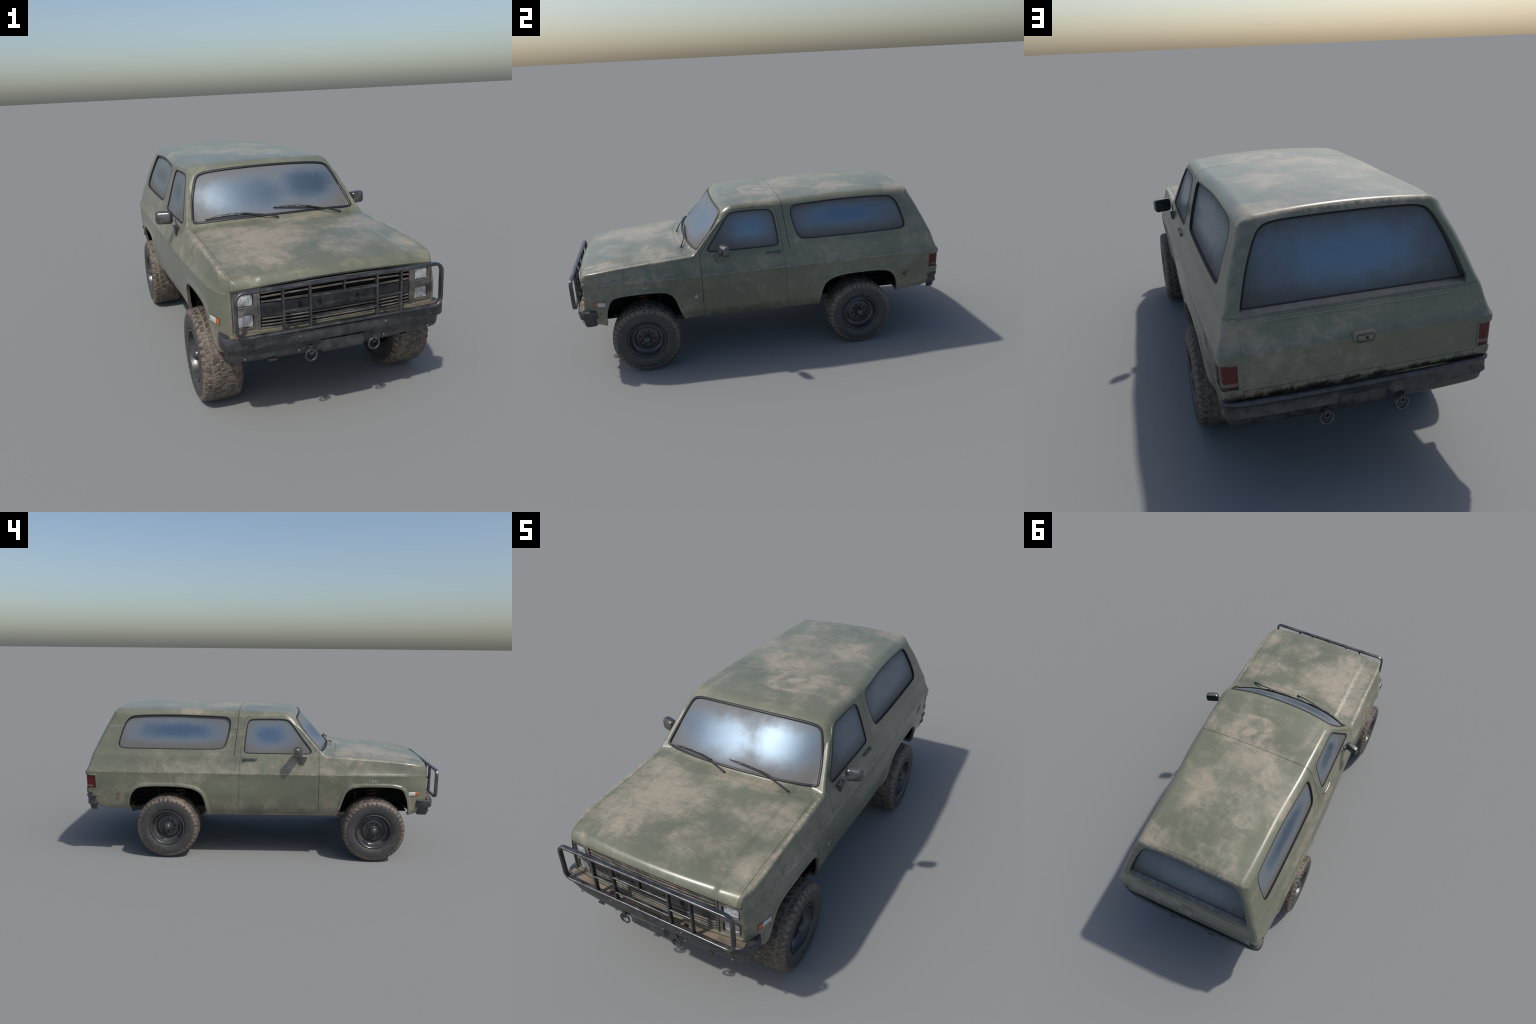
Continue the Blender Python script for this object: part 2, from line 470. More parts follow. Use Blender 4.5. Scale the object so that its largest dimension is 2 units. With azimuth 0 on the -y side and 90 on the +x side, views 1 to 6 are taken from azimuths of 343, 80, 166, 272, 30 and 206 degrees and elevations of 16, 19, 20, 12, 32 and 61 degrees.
def paint():
    n = Nodes('faded_olive_paint')
    x, y, z = n.axis(0), n.axis(1), n.axis(2)
    big = n.noise(3.0, 6, .60, .9, n.mapping((1, .8, 1.3), loc=(.31, .12, .4)))
    fine = n.noise(12, 8, .70, .6)
    wipes = n.noise(9, 7, .66, 2.6, n.mapping((1.0, 2.8, 2.2), rot=(.2, .1, .75)))
    wipes2 = n.noise(7, 7, .66, 2.2, n.mapping((2.4, 1.0, 1.6), rot=(.1, .3, -.35)))
    grain = n.noise(150, 3, .6)
    # dust lies in broad drifts on the hood and roof: (x, y, half width, half length, strength)
    drifts = [(-.16, -.65, .15, .11, 1.0), (-.25, -.80, .11, .09, .9), (.27, -.57, .10, .09, .9), (.08, -.82, .07, .06, .75), (.31, -.86, .05, .06, .6),
              (-.30, -.49, .12, .05, .9), (.11, -.44, .10, .04, .9), (-.05, -.55, .06, .05, .4),
              (-.06, .17, .17, .08, 1.0), (.10, .06, .15, .09, .9), (-.16, .24, .10, .07, .9), (.29, .05, .06, .09, .6), (.15, .46, .08, .09, .8), (-.13, .50, .06, .06, .5),
              (-.14, .72, .07, .09, .65), (.24, .78, .09, .06, .8), (-.30, .34, .07, .16, .5), (-.17, .62, .05, .06, .4)]
    wobx = n.math('MULTIPLY', n.math('SUBTRACT', n.noise(6, 5, .6), .5), .16)
    woby = n.math('MULTIPLY', n.math('SUBTRACT', n.noise(6, 5, .6, 0, n.mapping(loc=(5, 3, 1))), .5), .16)
    xx, yy = n.math('ADD', x, wobx), n.math('ADD', y, woby)
    pile = None
    for cx, cy, rx, ry, st in drifts:
        u = n.math('DIVIDE', n.math('SUBTRACT', xx, cx), rx); v = n.math('DIVIDE', n.math('SUBTRACT', yy, cy), ry)
        d = n.math('ADD', n.math('MULTIPLY', u, u), n.math('MULTIPLY', v, v))
        g = n.math('MULTIPLY', n.ramp(d, 2.6, 0.0), st)
        pile = g if pile is None else n.math('MAXIMUM', pile, g)
    upper = n.ramp(z, .53, .56)
    roofpart = n.math('MAXIMUM', n.ramp(z, .80, .82), n.ramp(y, -.30, -.36))
    pile = n.math('MULTIPLY', pile, n.math('MULTIPLY', upper, roofpart))
    cloud = n.math('ADD', n.math('MULTIPLY', big, .46), n.math('ADD', n.math('MULTIPLY', fine, .28), n.math('ADD', n.math('MULTIPLY', wipes, .20), n.math('MULTIPLY', wipes2, .18))))
    # shade of the down-tilted lower door, painted darker by thinning tan below the crease
    clean = n.math('MULTIPLY', n.ramp(z, .494, .484), n.ramp(n.math('ABSOLUTE', n.math('SUBTRACT', y, .0)), .42, .20))
    sides = n.math('MULTIPLY', n.ramp(z, .484, .50), n.ramp(z, .60, .54))
    amount = n.math('ADD', cloud, n.math('MULTIPLY', pile, .11))
    amount = n.math('SUBTRACT', n.math('ADD', amount, n.math('MULTIPLY', sides, .03)), n.math('MULTIPLY', clean, .05))
    dust = n.ramp(amount, .500, .755)
    speck = n.ramp(n.math('ADD', n.math('MULTIPLY', grain, .5), n.math('MULTIPLY', fine, .6)), .40, .66)
    dust = n.math('MULTIPLY', dust, n.mixf(dust, n.mixf(speck, .45, 1.0), 1.0))
    streak = n.math('ADD', n.math('MULTIPLY', n.noise(26, 6, .7, 1.0, n.mapping((.6, 7, 4), rot=(0, 0, .9))), .5), n.math('MULTIPLY', n.noise(30, 6, .7, 1.5, n.mapping((6, .7, 3), rot=(0, 0, .35))), .5))
    dust = n.math('MULTIPLY', dust, n.mixf(n.ramp(streak, .40, .60), .66, 1.0))
    # a ring-shaped wipe in the dust of the front roof
    ru = n.math('SUBTRACT', xx, .05); rv = n.math('SUBTRACT', yy, .035)
    rad = n.math('SQRT', n.math('ADD', n.math('MULTIPLY', ru, ru), n.math('MULTIPLY', rv, rv)))
    ring = n.math('MULTIPLY', n.math('MULTIPLY', n.near(rad, .085, .038), n.ramp(z, .80, .82)), n.ramp(n.noise(30, 5, .65), .30, .55))
    core = n.math('MULTIPLY', n.ramp(rad, .045, .02), n.ramp(z, .80, .82))
    dust = n.math('MAXIMUM', dust, n.math('MULTIPLY', n.math('MAXIMUM', ring, core), .85))
    haze = n.ramp(n.noise(1.6, 5, .55, .3, n.mapping((1, 1, 1), loc=(3, 1, 2))), .35, .7)
    green = n.mix(haze, tuple(c * .88 for c in GREEN), (.150, .158, .110))
    green = n.mix(n.math('MULTIPLY', n.ramp(n.noise(20, 6, .6), .5, .75), .25), green, (.195, .188, .138))
    col = n.mix(n.math('MULTIPLY', dust, .86), green, TAN)
    # pale wear along the side crease
    chip = n.math('MULTIPLY', n.math('MULTIPLY', n.near(z, .4888, .0046), n.ramp(y, .95, .93)), n.ramp(n.noise(70, 4, .7), .46, .62))
    col = n.mix(n.math('MULTIPLY', chip, .75), col, (.42, .335, .235))
    # pale bands along the wing tops and the rear lip of the roof
    ax = n.math('ABSOLUTE', x)
    wing = n.math('MULTIPLY', n.math('MULTIPLY', n.near(ax, .381, .010), n.ramp(z, .530, .540)), n.ramp(y, -.36, -.40))
    lip = n.math('MULTIPLY', n.near(y, .826, .012), n.ramp(z, .805, .815))
    pale_edge = n.math('MULTIPLY', n.math('MAXIMUM', wing, lip), n.ramp(n.noise(40, 6, .7), .38, .60))
    col = n.mix(n.math('MULTIPLY', pale_edge, .75), col, (.40, .335, .245))
    # mud mist and rust spots low on the body
    low = n.ramp(z, .42, .26)
    arches = n.math('MAXIMUM', n.near(y, -.46, .16), n.math('MAXIMUM', n.near(y, .31, .16), n.math('MAXIMUM', n.near(y, .80, .16), n.near(y, -.88, .12))))
    mist = n.math('MULTIPLY', low, n.ramp(n.math('ADD', n.noise(5.5, 7, .65, .4), n.math('MULTIPLY', arches, .10)), .40, .66))
    col = n.mix(n.math('MULTIPLY', mist, .75), col, (.275, .228, .168))
    spots = n.ramp(n.noise(34, 7, .72, .3), .57, .66)
    zone = n.math('MULTIPLY', n.ramp(z, .37, .27), n.ramp(n.noise(4.5, 3, .5), .36, .52))
    corner = n.math('MAXIMUM', n.math('MAXIMUM', n.near(y, -.43, .075), n.near(y, .29, .075)), n.math('MAXIMUM', n.near(y, .79, .08), n.near(y, -.87, .06)))
    zone = n.math('MAXIMUM', zone, n.math('MULTIPLY', corner, n.ramp(z, .43, .34)))
    col = n.mix(n.math('MULTIPLY', n.math('MULTIPLY', spots, zone), .85), col, (.045, .028, .018))
    # rust under the tail and round the arches
    tail = n.math('MULTIPLY', n.ramp(y, .93, .95), n.ramp(z, .405, .352))
    tspots = n.ramp(n.math('ADD', n.noise(30, 8, .74, .4), n.math('MULTIPLY', tail, .17)), .62, .665)
    col = n.mix(n.math('MULTIPLY', n.math('MULTIPLY', tail, tspots), .95), col, (.028, .016, .011))
    arch = n.math('MULTIPLY', n.near(z, .425, .05), n.ramp(n.noise(48, 6, .75), .56, .66))
    inarch = n.math('MAXIMUM', n.near(y, -.49, .08), n.math('MAXIMUM', n.near(y, -.80, .07), n.math('MAXIMUM', n.near(y, .34, .10), n.near(y, .74, .10))))
    col = n.mix(n.math('MULTIPLY', n.math('MULTIPLY', arch, inarch), .8), col, (.07, .035, .02))
    patch = n.math('MULTIPLY', n.math('MULTIPLY', n.near(y, .775, .08), n.near(z, .36, .10)), n.ramp(n.noise(22, 7, .72, .4), .53, .62))
    col = n.mix(n.math('MULTIPLY', patch, .85), col, (.055, .034, .022))
    pits = n.math('MULTIPLY', n.ramp(n.noise(90, 2, .5), .74, .78), n.ramp(n.noise(5, 3, .5), .5, .6))
    col = n.mix(n.math('MULTIPLY', pits, .7), col, (.06, .03, .02))
    rough = n.mixf(dust, n.mixf(haze, .27, .34), .48)
    n.bump(n.math('ADD', n.math('MULTIPLY', grain, .25), fine), .10, .0015)
    return n.out(col, rough, 0, .5, Coat_Weight=.22, Coat_Roughness=.16)

def metal(name, base, rough=.4, metallic=.85, dust=0.0, dustcol=TAN, scale=30):
    n = Nodes(name)
    s = n.noise(scale, 7, .65, .4)
    col = n.mix(n.ramp(s, .35, .7), tuple(c * .72 for c in base), tuple(min(1, c * 1.3) for c in base))
    met = metallic
    if dust:
        d = n.math('MULTIPLY', n.ramp(n.noise(scale * .5, 8, .7, .5), .42, .68), dust)
        col = n.mix(d, col, dustcol)
        met = n.mixf(d, metallic, .0)
    n.bump(n.noise(scale * 5, 3, .6), .15, .001)
    return n.out(col, n.mixf(n.ramp(s, .3, .7), rough * .8, min(1, rough * 1.35)), met, .5)

def plain(name, base, rough=.6, metallic=0.0, var=.25, scale=40, **kw):
    n = Nodes(name)
    s = n.noise(scale, 6, .6)
    col = n.mix(s, tuple(c * (1 - var) for c in base), tuple(min(1, c * (1 + var)) for c in base))
    return n.out(col, rough, metallic, .5, **kw)

def dusty_glass(name, spots, axes, edge=(.135, .130, .124), sheen=.20, core=(.175, .23, .29)):
    """mirror-like dark glass wiped clean in the middle, dust towards the frame"""
    n = Nodes(name)
    clean = None
    for (cu, cv, ru, rv) in spots:
        u = n.math('DIVIDE', n.math('SUBTRACT', n.axis(axes[0]), cu), ru)
        v = n.math('DIVIDE', n.math('SUBTRACT', n.axis(axes[1]), cv), rv)
        d = n.math('POWER', n.math('ADD', n.math('POWER', n.math('ABSOLUTE', u), 2.6), n.math('POWER', n.math('ABSOLUTE', v), 2.6)), .385)
        clean = d if clean is None else n.math('MINIMUM', clean, d)
    w = n.math('ADD', clean, n.math('MULTIPLY', n.math('SUBTRACT', n.noise(14, 8, .66, .3), .5), .75))
    w = n.math('ADD', w, n.math('MULTIPLY', n.math('SUBTRACT', n.noise(200, 2, .5), .5), .10))
    dust = n.ramp(w, .22, 1.50)
    col = n.mix(dust, core, edge)
    met = n.math('MULTIPLY', n.math('POWER', n.math('SUBTRACT', 1.0, dust), 1.9), .86)
    rough = n.mixf(n.math('POWER', dust, 1.6), sheen, .62)
    return n.out(col, rough, met, .18)

PAINT = paint()
BLACK_METAL = metal('worn_black_metal', (.080, .081, .085), .38, .7, .14, (.15, .14, .125), 30)
BAR_METAL = metal('bar_dark_metal', (.12, .121, .125), .32, .9, .15, (.2, .17, .14), 26)
CHROME = metal('dull_chrome', (.16, .158, .156), .33, .9, .35, (.13, .12, .105), 45)
GRILLE_METAL = metal('dusty_grille_plastic', (.19, .178, .163), .34, .6, .45, (.22, .185, .15), 24)
RUBBER = plain('black_rubber_seal', (.012, .012, .013), .5)
SOOT = plain('underbody_black', (.012, .011, .010), .9, 0, .4)
FRAME_DARK = plain('chassis_dark', (.035, .032, .029), .75, .2, .4)
SPRING = plain('rusty_orange_spring', (.085, .032, .014), .6, .2, .4, 60)
LEDGE = metal('dusty_brown_ledge', (.16, .125, .095), .40, .35, .6, (.25, .19, .14), 18)
RED_LENS = plain('red_lens', (.085, .003, .004), .14, 0, .6, 30)
DARK_RED = plain('dark_red_lens', (.07, .004, .004), .25, 0, .4, 26)
CLEAR_LENS = plain('clear_lens', (.50, .49, .47), .18, 0, .35, 50, Coat_Weight=.6)
SMOKED_LENS = plain('smoked_clear_lens', (.13, .10, .098), .25, 0, .3, 50)
AMBER = plain('amber_lens', (.42, .105, .012), .25, 0, .25, 50, Coat_Weight=.4)
STENCIL = plain('faded_white_stencil', (.36, .37, .34), .6, 0, .3, 120)
FLAG_DARK = plain('faded_flag_grey', (.15, .17, .17), .6, 0, .2, 120)
FLAG_RED = plain('faded_flag_stripe', (.24, .215, .19), .6, 0, .2, 120)
GREY_STRIP = metal('dusty_grey_strip', (.15, .145, .135), .45, .3, .6, (.20, .18, .155), 30)
MIRROR_GLASS = plain('mirror_glass', (.085, .125, .135), .08, 1.0, .05)
HEADLAMP = None

def lamp_glass():
    n = Nodes('headlamp_glass')
    flute = n.noise(60, 3, .6, 0, n.mapping((6, 1, 1)))
    col = n.mix(n.ramp(flute, .3, .7), (.34, .345, .35), (.75, .76, .77))
    col = n.mix(n.ramp(n.noise(24, 4, .6), .45, .75), col, (.22, .22, .22))
    n.bump(flute, .4, .003)
    return n.out(col, .22, .35, .5, Coat_Weight=.5)
HEADLAMP = lamp_glass()

def tyre_side():
    n = Nodes('tyre_rubber')
    s = n.noise(26, 7, .65)
    col = n.mix(n.ramp(s, .4, .75), (.042, .041, .040), (.075, .071, .066))
    n.bump(n.noise(120, 3), .15, .001)
    return n.out(col, .52, 0, .5)
def tyre_mud():
    n = Nodes('dried_mud_on_tread')
    s = n.noise(70, 7, .68)
    col = n.mix(n.ramp(s, .3, .7), (.120, .095, .074), (.205, .160, .122))
    n.bump(s, .2, .001)
    return n.out(col, .58, 0, .4)
def tyre_block():
    n = Nodes('muddy_tread_block')
    s = n.noise(38, 6, .66)
    t = n.noise(180, 3, .6)
    mud = n.ramp(n.math('ADD', n.math('MULTIPLY', s, .75), n.math('MULTIPLY', t, .3)), .47, .62)
    col = n.mix(mud, (.048, .045, .042), (.165, .130, .100))
    n.bump(t, .3, .001)
    return n.out(col, n.mixf(mud, .45, .65), 0, .45)
TYRE_SIDE, TYRE_MUD, TYRE_BLOCK = tyre_side(), tyre_mud(), tyre_block()
RIM_METAL = metal('dark_rim_metal', (.085, .085, .088), .30, .45, .10, (.09, .08, .07), 10)

# =====================================================================
#  4. THE VEHICLE
# =====================================================================
CAR = bpy.data.objects.new('off_road_vehicle', None); COLL.objects.link(CAR)
CAR['label'] = 'dusty faded olive green two-door off-road vehicle with bull bar'
CAR['category'] = 'car'

DOOR_WINDOW = soften([(.085, .618), (.079, .687), (.070, .757), (.058, .780), (.031, .7865), (-.042, .788), (-.136, .7875), (-.166, .779),
                      (-.189, .754), (-.231, .696), (-.279, .637), (-.293, .617), (-.288, .602), (-.269, .598), (-.15, .5975), (.007, .597),
                      (.066, .598), (.083, .605)], 1)
REAR_WINDOW = soften([(.794, .643), (.789, .665), (.769, .738), (.753, .768), (.735, .786), (.698, .796), (.547, .8015), (.406, .801), (.219, .797),
                      (.182, .794), (.165, .782), (.160, .760), (.166, .715), (.181, .656), (.194, .629), (.219, .616), (.447, .6145), (.682, .6145),
                      (.768, .616), (.789, .624)], 1)
REAR_GLASS = [(-.331, .593), (-.305, .685), (-.281, .742), (-.259, .783), (-.238, .798), (-.200, .804), (-.1, .8065), (0, .8075)]
REAR_GLASS = soften(REAR_GLASS + [(-x, z) for x, z in REAR_GLASS[-2::-1]], 2, False)
_ws = [(0, .6195), (.10, .6195), (.18, .618), (.26, .614), (.31, .609), (.345, .607), (.356, .613), (.3525, .632), (.342, .677), (.326, .724), (.309, .766),
       (.298, .781), (.282, .790), (.25, .797), (.19, .803), (.10, .8075), (0, .809)]
_ws = soften(_ws + [(-x, z) for x, z in _ws[-2:0:-1]], 1)
SLOPE_UP = np.array((0, .93, 1.0)) / 1.366; SLOPE_OUT = np.array((0, -1.0, .93)) / 1.366; WS0 = np.array((0, -.407, .62))
def screen_uv(x, z):
    y = windscreen_y(x, z)
    return np.column_stack([x, (y - WS0[1]) * SLOPE_UP[1] + (z - WS0[2]) * SLOPE_UP[2]])
WINDSCREEN = screen_uv(_ws[:, 0], _ws[:, 1])

def screen_prism(outline, a=-.12, b=.06):
    n = len(outline)
    base = WS0 + outline[:, :1] * np.array((1, 0, 0)) + outline[:, 1:] * SLOPE_UP
    verts = np.vstack([base + SLOPE_OUT * a, base + SLOPE_OUT * b])
    faces = [tuple(range(n)), tuple(range(n, 2 * n))] + [(i, (i + 1) % n, n + (i + 1) % n, n + i) for i in range(n)]
    return helper('cutter', verts, faces)

def finish_panel(ob, name, material=PAINT, parent=CAR):
    """smooth normals straight from the body field; crisp cut edges"""
    me = ob.data; ob.name = name; me.name = name
    ob.parent = parent
    me.materials.clear(); me.materials.append(material)
    nv, nl, npoly = len(me.vertices), len(me.loops), len(me.polygons)
    if npoly == 0:
        print('EMPTY', name); return ob
    co = np.empty(nv * 3, np.float32); me.vertices.foreach_get('co', co); co = co.reshape(-1, 3).astype(float)
    g = unit(gradient(co))
    lv = np.empty(nl, np.int32); me.loops.foreach_get('vertex_index', lv)
    tot = np.empty(npoly, np.int32); me.polygons.foreach_get('loop_total', tot)
    fn = np.empty(npoly * 3, np.float32); me.polygons.foreach_get('normal', fn); fn = fn.reshape(-1, 3)
    lf = np.repeat(np.arange(npoly), tot)
    ln = g[lv]; fl = fn[lf].astype(float)
    ok = (ln * fl).sum(1) > .72
    ln[~ok] = fl[~ok]
    me.polygons.foreach_set('use_smooth', np.ones(npoly, bool)); me.polygons.foreach_set('material_index', np.zeros(npoly, np.int32))
    me.normals_split_custom_set(ln.tolist())
    return ob

# ---- solids from the field ------------------------------------------
OUTER = helper('outer', *nets(0, 1))
INNER = helper('inner', *nets(-.012, 2))
G4 = helper('g4', *nets(-.004, 2)); G10 = helper('g10', *nets(-.010, 2)); G16 = helper('g16', *nets(-.016, 2))
SHELL = boolean(duplicate(OUTER, 'shell'), INNER, 'DIFFERENCE')

def cut(cutter, target=None):
    boolean(target or SHELL, cutter, 'DIFFERENCE', keep=False)

cut(box(-.368, .368, -1.2, 1.2, .1, .275))                           # open underside
for s in (-1, 1):
    for arch in (ARCH_FRONT, ARCH_REAR):
        o = np.array(arch); o = soften(o, 1, False)
        cut(prism(o, min(s * .2, s * .6), max(s * .2, s * .6), 'x'))
    cut(prism(DOOR_WINDOW, min(s * .2, s * .6), max(s * .2, s * .6), 'x'))
    cut(prism(REAR_WINDOW, min(s * .2, s * .6), max(s * .2, s * .6), 'x'))
    cut(box(min(s * .36, s * .6), max(s * .36, s * .6), .919, 1.2, .388, .466))   # tail-lamp pocket
cut(screen_prism(WINDSCREEN))
cut(prism(REAR_GLASS, .70, 1.0, 'y', outline_hi=grow(np.array(REAR_GLASS), .012)))
# grille opening: curved top edge follows the nose
_gx = np.linspace(-.371, .371, 31)
GRILLE_HOLE = [(-.371, .361), (.371, .361)] + [(x, .524 - .15 * x * x) for x in _gx[::-1]]
cut(prism(GRILLE_HOLE, -1.2, -.90, 'y'))

# ---- panels -----------------------------------------------------------
GAP = .0013
def panel(cutter_lo, cutter_hi, name):
    """take the piece inside cutter_lo out of the shell, leave a seam"""
    ob = taken(SHELL, cutter_lo, name); drop(cutter_lo)
    boolean(SHELL, cutter_hi, 'DIFFERENCE', keep=False)
    return finish_panel(ob, name)

def seam(make_cutter):
    return make_cutter(-GAP / 2), make_cutter(GAP / 2)

_hx = np.linspace(-.357, .357, 25)
HOOD_OUT = np.array([(-.357, -1.1), (.357, -1.1), (.360, -.90), (.364, -.70)] + [(x, -.452 + .32 * x * x) for x in np.linspace(.366, -.366, 25)] + [(-.364, -.70), (-.360, -.90)])
HOOD = panel(*seam(lambda g: prism(grow(HOOD_OUT, g), .44, .75, 'z')), 'hood')
DOOR_OUT = resample(np.array([(-.336, .264), (-.333, .396), (-.331, .55), (-.326, .602), (-.294, .642), (-.242, .707), (-.199, .759), (-.173, .786), (-.146, .7975),
                     (-.042, .7995), (.070, .796), (.082, .78), (.094, .70), (.104, .60), (.110, .486), (.111, .264)]), 140)
DOORS = []
for s in (-1, 1):
    DOORS.append(panel(*seam(lambda g: prism(grow(DOOR_OUT, g), min(s * .2, s * .6), max(s * .2, s * .6), 'x')), 'door'))
TAILGATE = panel(*seam(lambda g: prism(grow(np.array([(-.348, .381), (.348, .381), (.348, .577), (-.348, .577)]), g), .86, 1.2, 'y')), 'tailgate')
CAP_OUT = np.array([(.139, .5815), (.130, .679), (.122, .751), (.118, .805), (.116, .9), (1.2, .9), (1.2, .5815)])
CAP = panel(*seam(lambda g: prism(CAP_OUT + np.array([(-g * 1.9 if i < 5 else 0, -g * .8 if i in (0, 6) else 0) for i in range(7)]), -.6, .6, 'x')), 'hardtop')
FASCIA = panel(*seam(lambda g: box(-.3705 - g, .3705 + g, -1.2, -.86 + g, .2, .40 + g)), 'front_fascia')
REAR_PANEL = panel(*seam(lambda g: box(-.348 - g, .348 + g, .86 - g, 1.2, .2, .381)), 'rear_panel')
for s in (-1, 1):
    cowl = np.array([(s * .362, -.5), (s * .362, -.335), (s * .9, -.335), (s * .9, -1.2), (s * .30, -1.2), (s * .30, -.5)])
    if s > 0:
        cowl = cowl[::-1]
    panel(*seam(lambda g: prism(grow(cowl, g), .1, .80, 'z')), 'front_wing')
for s in (-1, 1):
    q = np.array([(.109, .1), (.109, .5815), (1.2, .5815), (1.2, .1)])
    panel(*seam(lambda g: prism(q, min(s * .15, s * .7), max(s * .15, s * .7), 'x')), 'quarter_panel')
finish_panel(SHELL, 'cab_frame')

# thin moulding lines on the hardtop posts (raised 1 mm beads)
def side_bead(points, name, width=.0022, height=.001, parent=CAP, material=PAINT):
    obs = []
    for s in (-1, 1):
        p = on_side(resample(points, 24, False), s); nrm = unit(gradient(p)); t = tangents(p, False); b = np.cross(nrm, t)
        v, f = sweep(p, b, nrm, [(-width / 2, -.001), (-width / 2, height * .6), (0, height), (width / 2, height * .6), (width / 2, -.001)])
        obs.append(make(name, v, f, parent, material))
    return obs
DUST_LINE = plain('dust_in_seam', (.33, .275, .20), .7, 0, .3, 90)
side_bead([(.143, .5815), (.30, .5815), (.60, .5815), (.925, .5815)], 'belt_seam_dust', .0030, -.0004, CAP, DUST_LINE)
side_bead([(.772, .738), (.856, .737)], 'post_bead', .0022, .0006, CAP, DUST_LINE)
side_bead([(.128, .7285), (.163, .7285)], 'post_bead')

# ---- glass and seals --------------------------------------------------
def pane(outer, inner, cutter, name, material, parent):
    ob = taken(outer, cutter, name)
    boolean(ob, inner, 'DIFFERENCE'); drop(cutter)
    return finish_panel(ob, name, material, parent)

GLASS_FRONT = dusty_glass('dusty_windscreen', [(-.11, .70, .235, .078), (.17, .72, .185, .078)], (0, 2), sheen=.41, core=(.150, .200, .255))
GLASS_DOOR = dusty_glass('dusty_door_glass', [(-.06, .70, .125, .072)], (1, 2))
GLASS_REAR_SIDE = dusty_glass('dusty_side_glass', [(.46, .715, .30, .062)], (1, 2))
GLASS_TAIL = dusty_glass('dusty_tail_glass', [(0, .70, .28, .088)], (0, 2), (.095, .092, .088))

pane(G4, G10, screen_prism(grow(WINDSCREEN, .003)), 'windscreen', GLASS_FRONT, CAR)
for i, s in enumerate((-1, 1)):
    lo, hi = min(s * .2, s * .6), max(s * .2, s * .6)
    pane(G4, G10, prism(grow(DOOR_WINDOW, .003), lo, hi, 'x'), 'door_glass', GLASS_DOOR, DOORS[i])
    pane(G10, G16, prism(grow(REAR_WINDOW, .003), lo, hi, 'x'), 'side_glass', GLASS_REAR_SIDE, CAP)
def tail_glass_y(z):
    return .9155 - .402 * (z - .593)
_slab = helper('tail_slab', *sweep([(-.5, 0, 0), (.5, 0, 0)], (0, 1, 0), (0, 0, 1), [(tail_glass_y(.55), .55), (tail_glass_y(.86), .86), (tail_glass_y(.86) - .006, .86), (tail_glass_y(.55) - .006, .55)]))
_cut = prism(grow(REAR_GLASS, .012), .70, 1.0, 'y')
boolean(_slab, _cut, 'INTERSECT', keep=False)
_slab.name = 'tail_glass'; _slab.parent = CAP; _slab.data.materials.clear(); _slab.data.materials.append(GLASS_TAIL)

def seal(points, name, width, height, parent, sink=.004):
    """rubber strip round an opening, lying on the surface"""
    p = np.array(points); nrm = unit(gradient(p)); t = tangents(p, True); b = np.cross(nrm, t)
    w, h = width / 2, height
    sec = [(-w, -sink), (-w, h * .5), (-w * .55, h), (w * .55, h), (w, h * .5), (w, -sink)]
    v, f = sweep(p, b, nrm, sec, True)
    return make(name, v, f, parent, RUBBER, 50)

sp = resample(grow(WINDSCREEN, -.001), 180)
base = WS0 + sp[:, :1] * np.array((1, 0, 0)) + sp[:, 1:] * SLOPE_UP + SLOPE_OUT * .10
seal(cast(base, -SLOPE_OUT, .25), 'windscreen_seal', .0105, .0035, CAR)
for i, s in enumerate((-1, 1)):
    seal(on_side(resample(grow(DOOR_WINDOW, -.002), 120), s), 'door_seal', .006, .0012, DOORS[i], .006)
    seal(on_side(resample(grow(REAR_WINDOW, -.0015), 150), s), 'side_seal', .005, .0005, CAP, .012)
rg = resample(REAR_GLASS, 160)
p = np.column_stack([rg[:, 0], tail_glass_y(rg[:, 1]), rg[:, 1]]); nt = unit(np.array((0, 1.0, .378))); tt = tangents(p, True)
make('tail_seal', *sweep(p, np.cross(nt, tt), nt, [(-.003, -.004), (-.003, .0005), (-.0015, .0015), (.0015, .0015), (.003, .0005), (.003, -.004)], True), CAP, RUBBER, 50)

